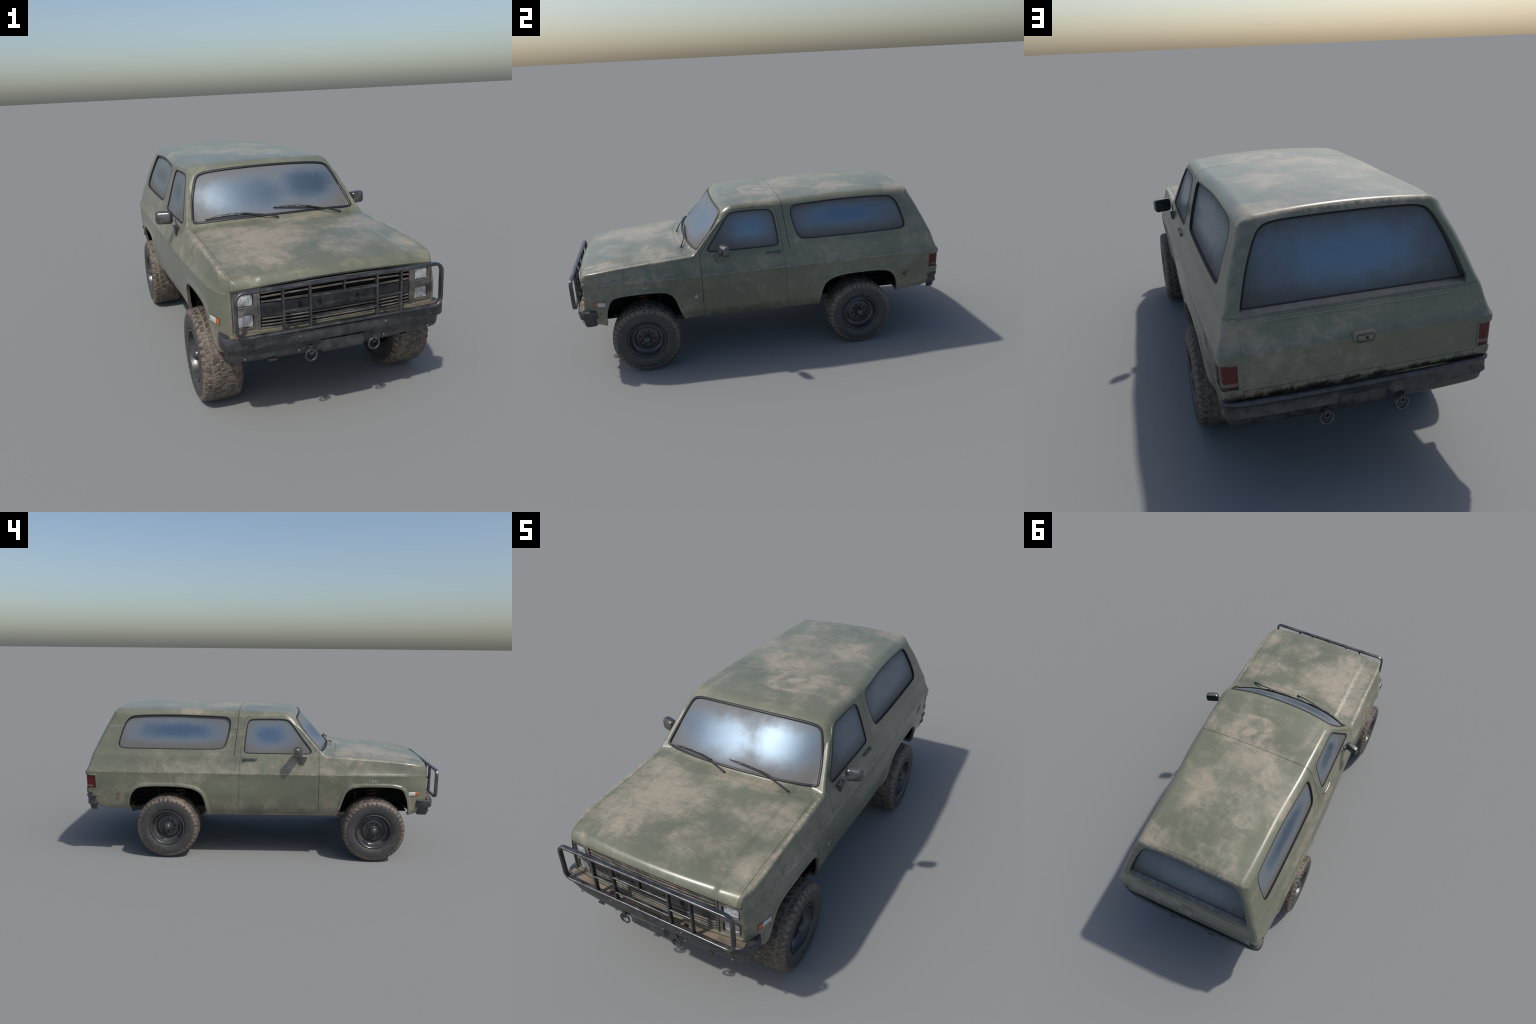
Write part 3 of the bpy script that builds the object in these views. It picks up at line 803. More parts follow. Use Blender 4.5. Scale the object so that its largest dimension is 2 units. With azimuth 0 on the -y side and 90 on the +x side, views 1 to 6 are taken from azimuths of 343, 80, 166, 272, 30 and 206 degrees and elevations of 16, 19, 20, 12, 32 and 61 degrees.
# ---- tail lamps, marker lamps -----------------------------------------
for s in (-1, 1):
    lo, hi = min(s * .3625, s * .6), max(s * .3625, s * .6)
    lamp = pane(G4, INNER, box(lo, hi, .922, 1.2, .4085, .4635), 'tail_lamp', RED_LENS, CAR)
    pane(G4, INNER, box(lo, hi, .922, 1.2, .3905, .3985), 'tail_lamp_base', DARK_RED, lamp)
    pane(G4, INNER, box(lo, hi, .940, 1.2, .3985, .4085), 'reverse_lens', SMOKED_LENS, lamp)
    pane(G4, INNER, box(lo, hi, .922, .940, .3985, .4085), 'tail_lamp_side', DARK_RED, lamp)
    # thin frame round the pocket, along the corner
    def corner_path(z):
        ys = np.linspace(.919, .955, 8)
        a = on_side(np.column_stack([ys, np.full(8, z)]), s)
        xs = np.linspace(.385, .36, 8) * s
        b = cast(np.column_stack([xs, np.full(8, 1.2), np.full(8, z)]), (0, -1, 0), .5)
        return np.vstack([a, b])
    top, bot = corner_path(.466), corner_path(.388)
    loop = np.vstack([resample(top, 26, False), resample(np.vstack([top[-1], bot[-1]]), 10, False)[1:-1],
                      resample(bot[::-1], 26, False), resample(np.vstack([bot[0], top[0]]), 10, False)[1:-1]])
    nrm = unit(gradient(loop)); t = tangents(loop, True); bb = np.cross(nrm, t)
    v, f = sweep(loop, bb, nrm, [(-.0025, -.004), (-.0025, .0012), (-.001, .0022), (.001, .0022), (.0025, .0012), (.0025, -.004)], True)
    make('tail_lamp_frame', v, f, lamp, PAINT, 50)
    # side marker: amber and clear halves in a dark surround
    def side_slab(y0, y1, z0, z1, name, mat, out, parent):
        ys = np.linspace(y0, y1, 9); zs = np.linspace(z0, z1, 5)
        yy, zz = np.meshgrid(ys, zs, indexing='ij')
        p = on_side(np.column_stack([yy.ravel(), zz.ravel()]), s)
        nn = unit(gradient(p))
        edge = ((yy == y0) | (yy == y1) | (zz == z0) | (zz == z1)).ravel()
        topv = p + nn * np.where(edge, out * .55, out)[:, None]
        f = grid_faces(9, 5)
        rim = [i * 5 for i in range(9)] + [40 + j for j in range(1, 5)] + [i * 5 + 4 for i in range(7, -1, -1)] + [j for j in range(3, 0, -1)]
        low = p[rim] - nn[rim] * .003
        k = len(rim); v = np.vstack([topv, low])
        f += [(rim[i], rim[(i + 1) % k], 45 + (i + 1) % k, 45 + i) for i in range(k)]
        return make(name, v, f, parent, mat, 40)
    sur = side_slab(-.889, -.827, .3765, .4005, 'side_marker', FRAME_DARK, .0015, CAR)
    side_slab(-.8875, -.8695, .378, .399, 'amber_lens', AMBER, .004, sur)
    side_slab(-.869, -.8285, .378, .399, 'clear_lens', CLEAR_LENS, .004, sur)

drop(G4, G10, G16, INNER, OUTER)

# ---- stencils: star, flag, number ----------------------------------------
def decal(points2d, faces, s, name, material, parent, out=.0007):
    p = on_side(points2d, s, out)
    return make(name, p, faces, parent, material, 60)

star = [(-.370 + r * math.sin(a), .3765 + r * 1.05 * math.cos(a)) for a, r in
        ((math.radians(36 * k), .0145 if k % 2 == 0 else .0062) for k in range(10))]
decal(np.array(star + [(-.370, .3765)]), [(i, (i + 1) % 10, 10) for i in range(10)], 1, 'star_stencil', STENCIL, CAR)
y0, y1, z0, z1 = .755, .820, .428, .468
for k in range(7):
    za, zb = z1 - (z1 - z0) * (2 * k) / 13, z1 - (z1 - z0) * (2 * k + 1) / 13
    ya = y0 + .028 if k < 4 else y0
    ys = np.linspace(ya, y1, 6)
    # flag flies backward: the star field sits toward the front
    pts = [(y, za) for y in ys] + [(y, zb) for y in ys]
    decal(np.array(pts), [(i, i + 1, 7 + i, 6 + i) for i in range(5)], 1, 'flag_stripe', FLAG_RED, CAR)
ys = np.linspace(y0, y0 + .026, 4)
decal(np.array([(y, z1) for y in ys] + [(y, z1 - .0205) for y in ys]), [(i, i + 1, 5 + i, 4 + i) for i in range(3)], 1, 'flag_field', FLAG_DARK, CAR)

cu = bpy.data.curves.new('number', 'FONT'); cu.body = 'T-8640'; cu.size = .0222; cu.align_x = 'CENTER'; cu.resolution_u = 2
to = bpy.data.objects.new('number', cu); COLL.objects.link(to)
bpy.context.view_layer.update()
tm = bpy.data.meshes.new_from_object(to.evaluated_get(bpy.context.evaluated_depsgraph_get()))
tv = np.array([v.co[:] for v in tm.vertices]); tf = [tuple(q.vertices) for q in tm.polygons]
bpy.data.objects.remove(to)
tv[:, 0] *= .76
for s in (-1, 1):
    yz = np.column_stack([-.632 + (tv[:, 0] * s), .4505 + tv[:, 1]])
    decal(yz, tf, s, 'number_stencil', STENCIL, CAR)

# ---- front grille and lamps ------------------------------------------------
def front_path(x0, x1, z, back, n=21):
    xs = np.linspace(x0, x1, n)
    return np.column_stack([xs, front_y(xs) + back + .0035, np.full(n, z) if np.isscalar(z) else z(xs)])

def bar_along(x0, x1, z, back, section):
    p = front_path(x0, x1, z, back)
    return sweep(p, (0, 1, 0), (0, 0, 1), section)

def nose_z(x):
    return .524 - .15 * x * x

plate = lambda x0, x1, zlo, zhi, back, thick: sweep(front_path(x0, x1, 0.0, back), (0, 1, 0), (0, 0, 1), [(0, zlo), (thick, zlo), (thick, zhi), (0, zhi)])
_bx = np.linspace(-.366, .366, 25)
_bv = np.array([(x, front_y(x) + d + .006, z) for x in _bx for d, z in ((.034, .345), (.038, .345), (.038, nose_z(x) - .004), (.034, nose_z(x) - .004))])
GRILLE = make('grille', _bv, grid_faces(25, 4, False, True) + [(0, 1, 2, 3), (96, 97, 98, 99)], CAR, SOOT)
# surround frame
fr = rounded_rect(.010, .007, .002, 2)
make('grille_frame', *join(bar_along(-.366, .366, lambda x: nose_z(x) - .0045, .008, fr), bar_along(-.278, .278, .3645, .010, fr)), GRILLE, GRILLE_METAL)
slat = rounded_rect(.016, .0052, .0022, 2)
for z, off in ((.4975, .008), (.4845, .008), (.4705, .008), (.456, .008)):
    make('grille_slat', *bar_along(-.272, .272, (lambda x, z=z: z + .010 - .12 * x * x) if z > .46 else z, off + .004, slat), GRILLE, GRILLE_METAL)
for z in (.398, .3865, .375):
    make('grille_slat', *bar_along(-.272, .272, z, .012, slat), GRILLE, GRILLE_METAL)
make('grille_panel', *plate(-.274, .274, .404, .450, .008, .012), GRILLE, BLACK_METAL)
for x in (-.14, -.07, .07, .14):
    make('grille_rib', *block(.010, .006, .020, .001, (x, front_y(x) + .0125, .428)), GRILLE, SOOT)
for s in (-1, 1):
    x0, x1 = s * .281, s * .369
    lox, hix = min(x0, x1), max(x0, x1)
    # bezel plate with two rounded lamp openings, built as frames round each lamp
    cx = s * .3275; yf = front_y(.325) + .0095
    tilt = math.atan(.38 * .325) * s
    turn = Matrix.Rotation(tilt, 4, 'Z')
    def place(v, z):
        v = np.array(v); r = np.array(turn.to_3x3())
        return v @ r.T + np.array((cx, yf, z))
    bez = bpy.data.objects.new('lamp_bezel', None)
    outer = rounded_rect(.088, .0715, .004, 4)
    inner = rounded_rect(.066, .0500, .010, 4)
    deep = rounded_rect(.059, .0430, .006, 4)
    parts = []
    for zc in (.4655, .3945):
        k = len(outer)
        rings = [np.column_stack([outer[:, 0], np.full(k, .016), outer[:, 1]]), np.column_stack([outer[:, 0], np.full(k, 0.0), outer[:, 1]]),
                 np.column_stack([inner[:, 0], np.full(k, -.0005), inner[:, 1]]), np.column_stack([inner[:, 0] * .98, np.full(k, -.003), inner[:, 1] * .98]),
                 np.column_stack([inner[:, 0] * .94, np.full(k, -.003), inner[:, 1] * .92]), np.column_stack([deep[:, 0], np.full(k, .013), deep[:, 1]])]
        parts.append((place(np.vstack(rings), zc), grid_faces(6, k, False, True)))
    bezel = make('lamp_bezel', *join(*parts), GRILLE, GRILLE_METAL, 40)
    for zc in (.4655, .3945):
        lamp_sec = rounded_rect(.0575, .0415, .005, 4); k = len(lamp_sec)
        rings = []
        for sc, d in ((1, .014), (1, .007), (.94, .0035), (.7, .002), (.35, .001), (.02, .0008)):
            rings.append(np.column_stack([lamp_sec[:, 0] * sc, np.full(k, d), lamp_sec[:, 1] * sc]))
        make('headlamp', place(np.vstack(rings), zc), grid_faces(6, k, False, True) + [tuple(range(5 * k, 6 * k))], bezel, HEADLAMP, 40)
    make('grille_post', *block(.008, .020, .152, .002, (s * .2795, front_y(.28) + .0150, .436)), GRILLE, GRILLE_METAL)

# ---- bumpers -----------------------------------------------------------------
def bumper(path_half, front, notch):
    """profile swept round the corner; path_half runs from the end to the middle"""
    h = np.array(path_half, float)
    full = np.vstack([h, (h * [-1, 1])[-2::-1]])
    p = resample(soften(full, 3, False), 121, False)
    p = np.insert(p, [0], p[:1], axis=0)
    t = tangents(p, False); t[0] = t[1]
    nrm = np.column_stack([t[:, 1], -t[:, 0]])
    mid = p[len(p) // 2]
    if (nrm[len(p) // 2] @ np.array((0, mid[1]))) < 0:
        nrm = -nrm
    if front:
        upper = [(-.046, .349), (-.016, .353), (-.006, .353), (-.0015, .350), (0, .344), (.0004, .330), (0, .316), (-.002, .312), (-.005, .310)]
        lower = [(-.013, .3085), (-.0155, .305), (-.017, .285), (-.020, .271), (-.025, .264), (-.032, .262), (-.048, .268)]
    else:
        upper = [(-.026, .344), (-.018, .3495), (-.009, .3515), (-.003, .3495), (0, .345), (-.0005, .340), (-.005, .3345), (-.0065, .331), (-.0065, .306), (-.005, .303), (-.0045, .298), (-.007, .2955)]
        lower = [(-.013, .2935), (-.0155, .290), (-.018, .274), (-.022, .265), (-.028, .261), (-.036, .260), (-.048, .265)]
    rows = []
    for q, n in zip(p, nrm):
        w = 1 - sstep(.072, .086, abs(q[0])) if notch else 0
        row = []
        for o, z in upper + lower:
            if notch and (z < .3085 if front else z < .328):
                o = o * (1 - w) + w * (notch if z > .27 else notch - .004)
            row.append((q[0] + n[0] * o, q[1] + n[1] * o, z))
        rows.append(row)
    k = len(rows[0]); v = np.array(rows).reshape(-1, 3)
    return v, grid_faces(len(rows), k, False, True) + [tuple(range(k)), tuple(range((len(rows) - 1) * k, len(rows) * k))]

v, f = bumper([(-.405, -.878), (-.414, -.90), (-.415, -.935), (-.402, -.962), (-.355, -.976), (-.25, -.985), (-.12, -.991), (0, -.992)], True, -.004)
FB = make('front_bumper', v, f, CAR, BLACK_METAL, 40)
v, f = bumper([(-.410, .916), (-.415, .93), (-.414, .962), (-.400, .980), (-.360, .990), (-.25, .9955), (-.12, .999), (0, .9995)], False, -.024)
RB = make('rear_bumper', v, f, CAR, BLACK_METAL, 40)
xs = np.linspace(-.385, .385, 33)
led = [sweep(np.column_stack([xs, np.zeros(33), np.zeros(33)]), (0, 1, 0), (0, 0, 1), [(0, 0)])]
lv = []
for x in xs:
    yo = -.982 + .10 * x * x + .25 * max(0, abs(x) - .34); yi = front_y(x) - .003
    lv += [(x, yo, .3505), (x, yo, .3535), (x, yi, .3575), (x, yi, .350)]
make('bumper_ledge', np.array(lv), grid_faces(33, 4, False, True) + [(0, 1, 2, 3), (128, 129, 130, 131)], FB, LEDGE)

bolt_v, bolt_f = [], []
_rings = [(.0054, 0), (.0052, .0014), (.0040, .0027), (.0020, .0033), (.0003, .0035)]
for r, d in _rings:
    bolt_v += [(r * math.cos(a), -d, r * math.sin(a)) for a in np.linspace(0, 2 * np.pi, 14, endpoint=False)]
BOLT = mesh_from('bolt', np.array(bolt_v), grid_faces(5, 14, False, True)); shade(BOLT, 40)
BOLT.materials.append(CHROME)
def bolts(spots, parent, front, material=None):
    me = BOLT
    if material:
        me = BOLT.copy(); me.materials.clear(); me.materials.append(material)
    for x, y, z in spots:
        ob = new_object('bolt', me, parent); ob.location = (x, y, z)
        if not front:
            ob.rotation_euler = (0, 0, math.pi)
bolts([(s * x, y, z) for s in (-1, 1) for x, y, z in ((.157, -.9895, .334), (.340, -.977, .328), (.158, -.9745, .280), (.342, -.962, .276))], FB, True)
bolts([(s * x, y, z) for s in (-1, 1) for x, y, z in ((.102, .9905, .320), (.345, .983, .320), (.215, .978, .284), (.337, .972, .284))], RB, False, BLACK_METAL)

# tow rings with clevis links, front and back
def tow(x, y, z, sgn, parent):
    th = np.linspace(0, 2 * np.pi, 32, endpoint=False)
    r = .0198
    ring = make('tow_ring', *tube(np.column_stack([x + r * np.cos(th), np.full(32, y), z - .0075 + r * np.sin(th)]), .0036, True, 10), parent, BAR_METAL)
    loop = rounded_rect(.0115, .021, .001, 1)
    lp = resample(np.column_stack([x + loop[:, 0], np.full(len(loop), y + sgn * .001), z + .0085 + loop[:, 1]]), 24)
    make('tow_link', *sweep(lp, unit(np.column_stack([lp[:, 0] - x, np.zeros(24), lp[:, 2] - z - .0085])), (0, 1, 0), [(-.0014, -.004), (.0014, -.004), (.0014, .004), (-.0014, .004)], True), ring, CHROME, 30)
    make('tow_bracket', *block(.016, .030, .012, .002, (x, y - sgn * .014, z + .020)), ring, FRAME_DARK)
for s in (-1, 1):
    tow(s * .117, -.978, .264, -1, FB)
    tow(s * .117, .988, .258, 1, RB)
    make('frame_hook', *join(block(.026, .016, .004, .0005, (s * .247, -.955, .2585)), block(.028, .004, .007, .0005, (s * .247, -.963, .2575))), FB, FRAME_DARK)

# ---- bull bar ---------------------------------------------------------------
def flat_bar(path, w, d=.0195, closed=False):
    """bar that is deep along y and slim in its own plane"""
    p = np.array(path, float); t = tangents(p, closed)
    a = np.cross(t, (0, 1, 0)); sec = rounded_rect(w, d, min(w, d) * .42, 4)
    return sweep(p, unit(a), (0, 1, 0), sec, closed)
yb = -.9895
outer = rounded_rect(.742, .151, .026, 8)
op = resample(np.column_stack([outer[:, 0], np.full(len(outer), yb), outer[:, 1] + .437]), 240)
BAR = make('bull_bar', *flat_bar(op, .0105, closed=True), CAR, BAR_METAL, 40)
for x in (-.214, -.121, .121, .212):
    make('bull_bar_upright', *flat_bar([(x, yb, .363), (x, yb, .511)], .0085, .016), BAR, BAR_METAL, 40)
make('bull_bar_upright', *flat_bar([(0, yb, .468), (0, yb, .511)], .0075, .014), BAR, BAR_METAL, 40)
for x0, x1, z in ((-.121, .121, .469), (-.121, .121, .399), (-.214, -.121, .432), (.121, .212, .431)):
    make('bull_bar_rail', *flat_bar([(x0, yb, z), (x1, yb, z)], .0070, .014), BAR, BAR_METAL, 40)
for s in (-1, 1):
    make('bull_bar_mount', *block(.014, .02, .018, .002, (s * .165, -.977, .356)), BAR, BAR_METAL)

# ---- mirrors, handles ---------------------------------------------------------
for i, s in enumerate((-1, 1)):
    turn = Matrix.Rotation(-s * math.radians(-20), 3, 'Z')
    R = np.array(turn)
    c = np.array((s * .450, -.214, .6185))
    sec = rounded_rect(.072, .054, .013, 5); k = len(sec)
    rings = []
    for sc, d in ((.05, -.017), (.55, -.0165), (.80, -.0145), (.94, -.009), (1.0, -.001), (1.0, .012), (.985, .0145), (.93, .0145), (.92, .012)):
        rings.append(np.column_stack([sec[:, 0] * (sc if sc < .9 else sc), np.full(k, d), sec[:, 1] * sc]))
    v = np.vstack(rings) @ R.T + c
    house = make('wing_mirror', v, grid_faces(9, k, False, True) + [tuple(range(k)), tuple(range(8 * k, 9 * k))], DOORS[i], CHROME, 50)
    gl = np.vstack([np.column_stack([sec[:, 0] * q, np.full(k, d), sec[:, 1] * q]) for q, d in ((.93, .0118), (.93, .0133), (.90, .0137))])
    make('mirror_glass', gl @ R.T + c, grid_faces(3, k, False, True) + [tuple(range(k)), tuple(range(2 * k, 3 * k))], house, MIRROR_GLASS, 30)
    arm = soften([(s * .417, -.228, .612), (s * .409, -.231, .612), (s * .4045, -.234, .606), (s * .4035, -.236, .580)], 2, False)
    make('mirror_arm', *tube(arm, .0026, seg=8), house, CHROME)
    b = on_side(np.array([(-.270, .584), (-.212, .584), (-.228, .543), (-.248, .543)]), s)
    nb = np.array((s, 0, 0))
    topv = np.array([b[0] + nb * .022 + (0, .004, 0), b[1] + nb * .022 - (0, .004, 0), b[2] + nb * .006, b[3] + nb * .006])
    v = np.vstack([b - nb * .003, topv])
    me = make('mirror_base', v, [(0, 1, 2, 3), (4, 5, 6, 7), (0, 1, 5, 4), (1, 2, 6, 5), (2, 3, 7, 6), (3, 0, 4, 7)], house, CHROME, 0)
    bm = bmesh.new(); bm.from_mesh(me.data); bmesh.ops.bevel(bm, geom=bm.edges[:], offset=.002, segments=2, affect='EDGES'); bm.to_mesh(me.data); bm.free(); shade(me.data, 40)
    # pull handle: slim bar with a thumb button at its rear end
    hp = on_side(np.array([(.013, .5695), (.016, .5695), (.03, .5695), (.055, .5695), (.078, .570), (.092, .570)]), s)
    off = np.array((.001, .007, .009, .0095, .009, .004))[:, None] * np.array((s, 0, 0))
    path = resample(soften(hp + off, 2, False), 24, False)
    hand = make('door_handle', *tube(path, .0032, seg=8, flat=(1, .8)), DOORS[i], CHROME)
    pb = on_side(np.array([(.083, .5655)]), s)[0]
    make('handle_button', *block(.012, .018, .013, .003, pb + np.array((s * .003, 0, 0))), hand, CHROME)
    pd = on_side(np.array([(.052, .5655)]), s)[0]
    make('handle_plate', *block(.003, .082, .013, .0014, pd), hand, CHROME)
    kp = on_side(np.array([(.086, .4715)]), s)[0]
    make('key_lock', *tube([kp - (s * .004, 0, 0), kp + (s * .002, 0, 0)], .0042, seg=14), DOORS[i], GRILLE_METAL)

# tailgate fittings
_hr = rounded_rect(.074, .036, .014, 6); _k = len(_hr)
_yh = float(REAR_LINE(.487))
_rings = [(1.0, -.012, 0), (1.0, .000, 0), (.97, .005, 0), (.90, .0085, 0), (.80, .0095, -.0006), (.74, .0075, -.001), (.72, .0045, -.001), (.05, .0045, -.001)]
_v = np.vstack([np.column_stack([_hr[:, 0] * q, np.full(_k, _yh + d), .4885 + _hr[:, 1] * q + dz]) for q, d, dz in _rings])
th = make('tailgate_handle', _v, grid_faces(len(_rings), _k, False, True) + [tuple(range(7 * _k, 8 * _k))], TAILGATE, PAINT, 50)
make('handle_paddle', *block(.046, .007, .0165, .0035, (0, _yh + .0065, .4865), 3), th, PAINT, 50)
make('key_lock', *tube([(-.004, _yh + .004, .4865), (-.004, _yh + .0112, .4865)], .0046, seg=16), th, FRAME_DARK)
def rear_strip(x0, x1, z, w, h, name, mat, parent):
    xs = np.linspace(x0, x1, 25)
    p = cast(np.column_stack([xs, np.full(25, 1.15), np.full(25, z)]), (0, -1, 0), .5); nn = unit(gradient(p)); b = np.cross(nn, (1, 0, 0))
    return make(name, *sweep(p, b, nn, [(-w / 2, -.003), (-w / 2, h * .5), (-w * .3, h), (w * .3, h), (w / 2, h * .5), (w / 2, -.003)]), parent, mat, 40)
rear_strip(-.281, .281, .5635, .005, .0022, 'tailgate_bead', PAINT, TAILGATE)
make('glass_wipe_strip', *sweep([(x, 0, 0) for x in np.linspace(-.343, .343, 9)], (0, 1, 0), (0, 0, 1),
     [(.905, .566), (.905, .5915), (.921, .5915), (.9245, .589), (.939, .5845), (.944, .580), (.944, .574)]), TAILGATE, GREY_STRIP, 40)

# ---- wipers -----------------------------------------------------------------------
def on_screen(x, s, out):
    o = WS0 + np.array((x, 0, 0)) + SLOPE_UP * s + SLOPE_OUT * .12
    p = cast(o[None], -SLOPE_OUT, .3)[0]
    return p + SLOPE_OUT * out
for bx, tx in ((-.014, -.305), (.268, -.020)):
    arm = soften(np.array([on_screen(bx, -.020, .008), on_screen(bx - .02, -.012, .014), on_screen(bx - .06, .002, .017), on_screen(bx - .115, .018, .014), on_screen(bx - .145, .026, .008)]), 2, False)
    rad = np.interp(np.linspace(0, 1, len(arm)), [0, .05, .5, 1], [.0042, .0045, .0032, .0014])
    wiper = make('wiper', *tube(arm, rad, seg=8), CAR, RUBBER)
    x0, x1 = tx, bx - .085
    bl = np.array([on_screen(x0 + (x1 - x0) * q, .037 - .020 * q, .0035) for q in np.linspace(0, 1, 15)])
    make('wiper_blade', *sweep(bl, SLOPE_UP, SLOPE_OUT, [(-.0018, -.002), (.0018, -.002), (.0014, .003), (-.0014, .003)]), wiper, RUBBER)
    for q0, q1, hh in ((.08, .55, .008), (.5, .97, .008), (.28, .78, .012)):
        br = np.array([on_screen(x0 + (x1 - x0) * (q0 + (q1 - q0) * q), .037 - .020 * (q0 + (q1 - q0) * q) + .004 * math.sin(math.pi * q), .004 + hh * math.sin(math.pi * min(1, max(0, q)))) for q in np.linspace(0, 1, 11)])
        make('wiper_bridge', *tube(br, .0012, seg=6), wiper, RUBBER)

# ---- wheels ------------------------------------------------------------------------
TR = .1775
def tyre_mesh():
    half = .072
    prof = [(-.067, .099), (-.0725, .108), (-.0765, .124), (-.0765, .140), (-.0745, .153), (-.070, .164), (-.063, .1705), (-.042, .1738), (0, .1748),
            (.042, .1738), (.063, .1705), (.070, .164), (.0745, .153), (.0765, .140), (.0765, .124), (.0725, .108), (.067, .099), (.061, .0955), (-.061, .0955)]
    pr = np.array(prof)
    seg = 120
    th = np.linspace(0, 2 * np.pi, seg, endpoint=False)
    v = np.stack([np.broadcast_to(pr[None, :, 0], (seg, len(pr))), np.cos(th)[:, None] * pr[None, :, 1], np.sin(th)[:, None] * pr[None, :, 1]], -1).reshape(-1, 3)
    f = grid_faces(seg, len(pr), True, True)
    mats = []
    for i in range(seg):
        for j in range(len(pr)):
            mats.append(1 if 4 <= j <= 11 else 0)
    V, F, M = [v], list(f), mats; o = len(v)
    count = 40
    rows = [(-.0535, .0165, .0), (-.0270, .0270, .5), (.0, .0225, .0), (.0270, .0270, .5), (.0535, .0165, .0)]
    for ri, (cx, w, ph) in enumerate(rows):
        for k in range(count):
            a0 = (k + ph) * 2 * np.pi / count + RNG.uniform(-.006, .006)
            ln = (.0225 if ri in (0, 4) else .0225 if ri != 2 else .0235) / TR
            skew = (.010 if ri in (1,) else -.010 if ri == 3 else 0) / TR
            base = []
            pts = [(-.5, -.5), (.5, -.5), (.5, .5), (-.5, .5)]
            if ri in (1, 2, 3):        # chevron sides
                pts = [(-.5, -.5), (0, -.36), (.5, -.5), (.5, .5), (0, .64), (-.5, .5)]
            n = len(pts)
            for rr, sc in ((.1715, 1.0), (TR - .0012, .97), (TR, .88)):
                for (px, pa) in pts:
                    x = cx + px * w * sc; r = rr - 1.15 * x * x
                    a = a0 + pa * ln * sc + skew * px
                    base.append((x, r * math.cos(a), r * math.sin(a)))
            V.append(np.array(base))
            for l in range(2):
                for q in range(n):
                    F.append((o + l * n + q, o + l * n + (q + 1) % n, o + (l + 1) * n + (q + 1) % n, o + (l + 1) * n + q)); M.append(1 if l == 0 else 2)
            F.append(tuple(o + 2 * n + q for q in range(n))); M.append(2)
            o += 3 * n
    # shoulder lugs wrapping on to the sidewall
    for sx in (-1, 1):
        for k in range(count):
            a0 = (k + .5) * 2 * np.pi / count; ln = .0125 / TR
            pts = [(.0635, .1718), (.0695, .1682), (.0748, .1580), (.0748, .1530), (.0685, .164), (.062, .169)]
            base = [(sx * px, pr_ * math.cos(a0 + e), pr_ * math.sin(a0 + e)) for e in (-ln / 2, ln / 2) for px, pr_ in pts]
            V.append(np.array(base)); n = len(pts)
            for q in range(n):
                F.append((o + q, o + (q + 1) % n, o + n + (q + 1) % n, o + n + q)); M.append(2)
            F += [tuple(o + q for q in range(n)), tuple(o + n + q for q in range(n))]; M += [1, 1]
            o += 2 * n
    me = mesh_from('tyre', np.vstack(V), F)
    for m in (TYRE_SIDE, TYRE_MUD, TYRE_BLOCK):
        me.materials.append(m)
    me.polygons.foreach_set('material_index', M)
    bm = bmesh.new(); bm.from_mesh(me); bmesh.ops.recalc_face_normals(bm, faces=bm.faces); bm.to_mesh(me); bm.free()
    shade(me, 38)
    return me
TYRE = tyre_mesh()
# rim: outboard is +x in the wheel's own frame
RIM_PROFILE = [(-.062, .085), (-.063, .0975), (.065, .0985), (.0715, .0975), (.073, .0945), (.0705, .0915), (.064, .0905), (.052, .0885), (.042, .083), (.036, .077),
               (.034, .072), (.035, .067), (.041, .060), (.0455, .053), (.0455, .0485), (.041, .047), (.035, .0465), (.034, .030), (.035, .026), (.035, .0005)]
v, f = lathe(RIM_PROFILE, 72)
RIM = mesh_from('wheel', v, f); RIM.materials.append(RIM_METAL)
bm = bmesh.new(); bm.from_mesh(RIM); bmesh.ops.recalc_face_normals(bm, faces=bm.faces); bm.to_mesh(RIM); bm.free(); shade(RIM, 40)
HUB_PROFILE = [(.036, .0255), (.047, .0255), (.049, .0225), (.057, .0218), (.065, .0205), (.071, .017), (.0745, .011), (.076, .005), (.0762, .0004)]
v, f = lathe(HUB_PROFILE, 36)
HUB = mesh_from('hub_cap', v, f); HUB.materials.append(RIM_METAL); shade(HUB, 45)
v, f = tube([(.036, 0, 0), (.046, 0, 0), (.0485, 0, 0)], np.array([.0045, .0045, .0030]), seg=6)
LUG = mesh_from('lug_nut', v, f); LUG.materials.append(CHROME); shade(LUG, 30)
TRACK = {'f': .3785, 'r': .3765}
for s in (-1, 1):
    for y, key in ((-.644, 'f'), (.514, 'r')):
        w = new_object('wheel', RIM, CAR); w.location = (s * TRACK[key], y, TR - .0015)
        w.rotation_euler = (float(RNG.uniform(0, 6)), 0, 0) if s > 0 else (float(RNG.uniform(0, 6)), 0, math.pi)
        t = new_object('tyre', TYRE, w); h = new_object('hub_cap', HUB, w)
        for k in range(8):
            l = new_object('lug_nut', LUG, w); a = k * math.pi / 4
            l.location = (0, .0375 * math.cos(a), .0375 * math.sin(a))

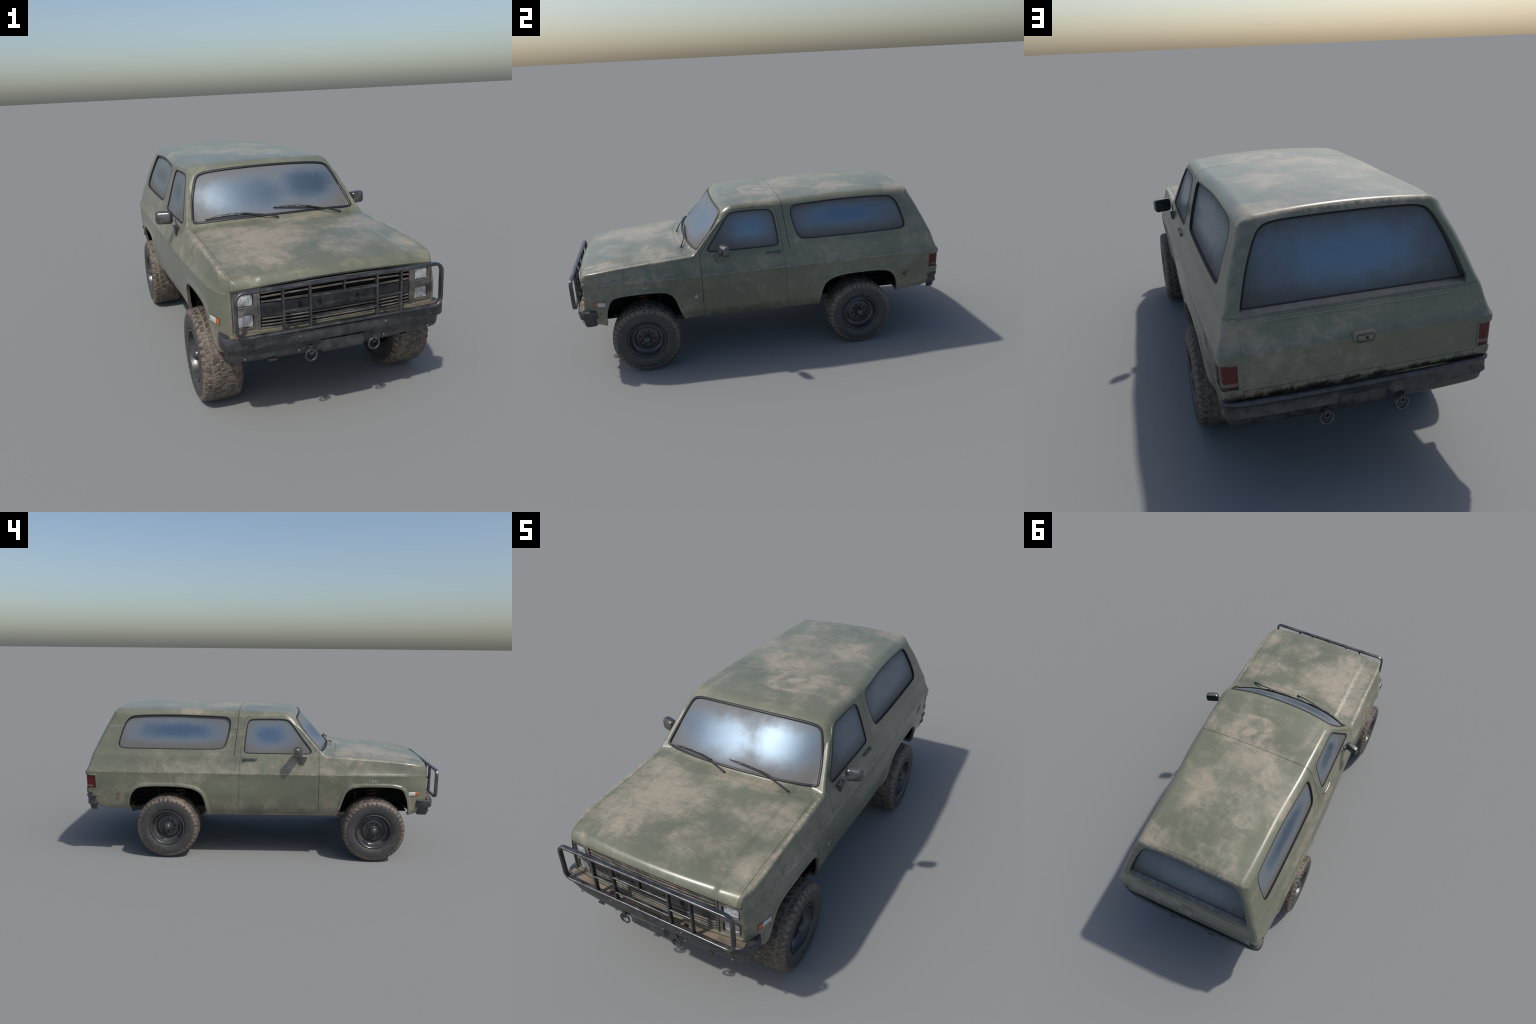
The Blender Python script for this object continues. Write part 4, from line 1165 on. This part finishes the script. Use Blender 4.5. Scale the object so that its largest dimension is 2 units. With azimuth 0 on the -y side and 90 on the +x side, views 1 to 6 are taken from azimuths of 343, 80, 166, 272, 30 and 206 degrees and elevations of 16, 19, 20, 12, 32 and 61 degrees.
# ---- underside: wells, chassis, axles, springs -----------------------------------------
def well(arch, s):
    o = soften(np.array(arch), 1, False); o = o[o[:, 1] > .243]
    c = np.array((o[:, 0].mean(), .30)); o2 = c + (o - c) * np.where(o[:, 1:] > .30, np.array((1.05, 1.42)), np.array((1.05, 1.0)))
    o2[:, 1] = np.maximum(o2[:, 1], BOTTOM_LINE(o2[:, 0]) + .012)
    n = len(o2); inner_x, outer_x = .205, .385
    v = [(s * x, q[0], q[1]) for x in (outer_x, inner_x) for q in o2] + [(s * x, q[0], q[1]) for x in (outer_x, inner_x - .004) for q in np.column_stack([(c + (o2 - c) * 1.02)[:, 0], np.where(o2[:, 1] > .30, (c + (o2 - c) * 1.02)[:, 1], o2[:, 1])])]
    f = [(i, i + 1, n + i + 1, n + i) for i in range(n - 1)] + [(2 * n + i, 2 * n + i + 1, 3 * n + i + 1, 3 * n + i) for i in range(n - 1)]
    f += [(i, i + 1, 2 * n + i + 1, 2 * n + i) for i in range(n - 1)]
    hi = [i for i in range(n) if o2[i, 1] > .2]
    f.append(tuple(n + i for i in hi)); f.append(tuple(3 * n + i for i in hi))
    return make('wheel_well', np.array(v), f, CAR, SOOT)
for s in (-1, 1):
    well(ARCH_FRONT, s); well(ARCH_REAR, s)
floor_parts = [block(.76, .70, .012, 0, (0, -.075, .272)), block(.74, .19, .012, 0, (0, .835, .292)), block(.33, .50, .012, 0, (0, .52, .31)), block(.33, .50, .012, 0, (0, -.66, .315)),
               block(.70, .10, .012, 0, (0, -.885, .300))]
UNDER = make('floor_pan', *join(*floor_parts), CAR, SOOT, 0)
for s in (-1, 1):
    make('frame_rail', *block(.035, 1.80, .045, .003, (s * .185, .0, .272)), UNDER, FRAME_DARK)
    make('rocker_tube', *tube([(s * .335, -.40, .248), (s * .335, .27, .246)], .012), UNDER, FRAME_DARK)
def coil(x, y, z0, z1, r, turns, wire):
    t = np.linspace(0, 1, int(turns * 20))
    return tube(np.column_stack([x + r * np.cos(t * turns * 2 * np.pi), y + r * np.sin(t * turns * 2 * np.pi), z0 + (z1 - z0) * t]), wire, seg=8)
for y, sy in ((-.644, -.642), (.514, .455)):
    ax = make('axle', *join(disc_rod((-.30, y, TR), (.30, y, TR), .019), lathe([(-.06, .002), (-.055, .035), (-.02, .056), (.02, .056), (.055, .035), (.06, .002)], 24, (.05, y, TR))), UNDER, FRAME_DARK)
    for s in (-1, 1):
        make('coil_spring', *coil(s * .318, sy, .235, .430, .0235, 9.5, .0052), ax, SPRING)
        make('brake_drum', *lathe([(0, .003), (0, .075), (.03, .078), (.045, .07), (.05, .003)], 32, (s * .30, y, TR), s), ax, FRAME_DARK)
        make('shock_absorber', *tube([(s * .25, y + .06, .19), (s * .235, y + .09, .36)], .011), ax, FRAME_DARK)
for s in (-1, 1):
    make('body_mount', *join(block(.15, .10, .022, .003, (s * .295, -.455, .250)), block(.03, .05, .03, .003, (s * .36, -.90, .285))), UNDER, FRAME_DARK)
    make('mud_shield', *join(block(.13, .15, .008, .002, (s * .235, .68, .262)), block(.13, .12, .008, .002, (s * .235, -.785, .262)), block(.13, .10, .008, .002, (s * .235, -.49, .255)), block(.13, .10, .008, .002, (s * .235, .345, .255))), UNDER, SOOT)
make('exhaust_pipe', *tube([(-.30, .20, .262), (-.30, .33, .262), (-.33, .66, .268), (-.352, .735, .254)], .0125, seg=14), UNDER, FRAME_DARK)
make('fuel_tank', *block(.55, .135, .05, .006, (-.06, .81, .281)), UNDER, FRAME_DARK)
make('gearbox', *block(.14, .42, .07, .012, (0, -.22, .250)), UNDER, FRAME_DARK)
make('drive_shaft', *join(disc_rod((.03, -.02, .225), (.05, .46, .19), .011), disc_rod((.04, -.36, .225), (.05, -.59, .19), .010)), UNDER, FRAME_DARK)
make('steering_link', *join(disc_rod((-.29, -.735, .215), (.29, -.735, .215), .008), disc_rod((-.30, -.80, .272), (.30, -.80, .272), .009)), UNDER, FRAME_DARK)
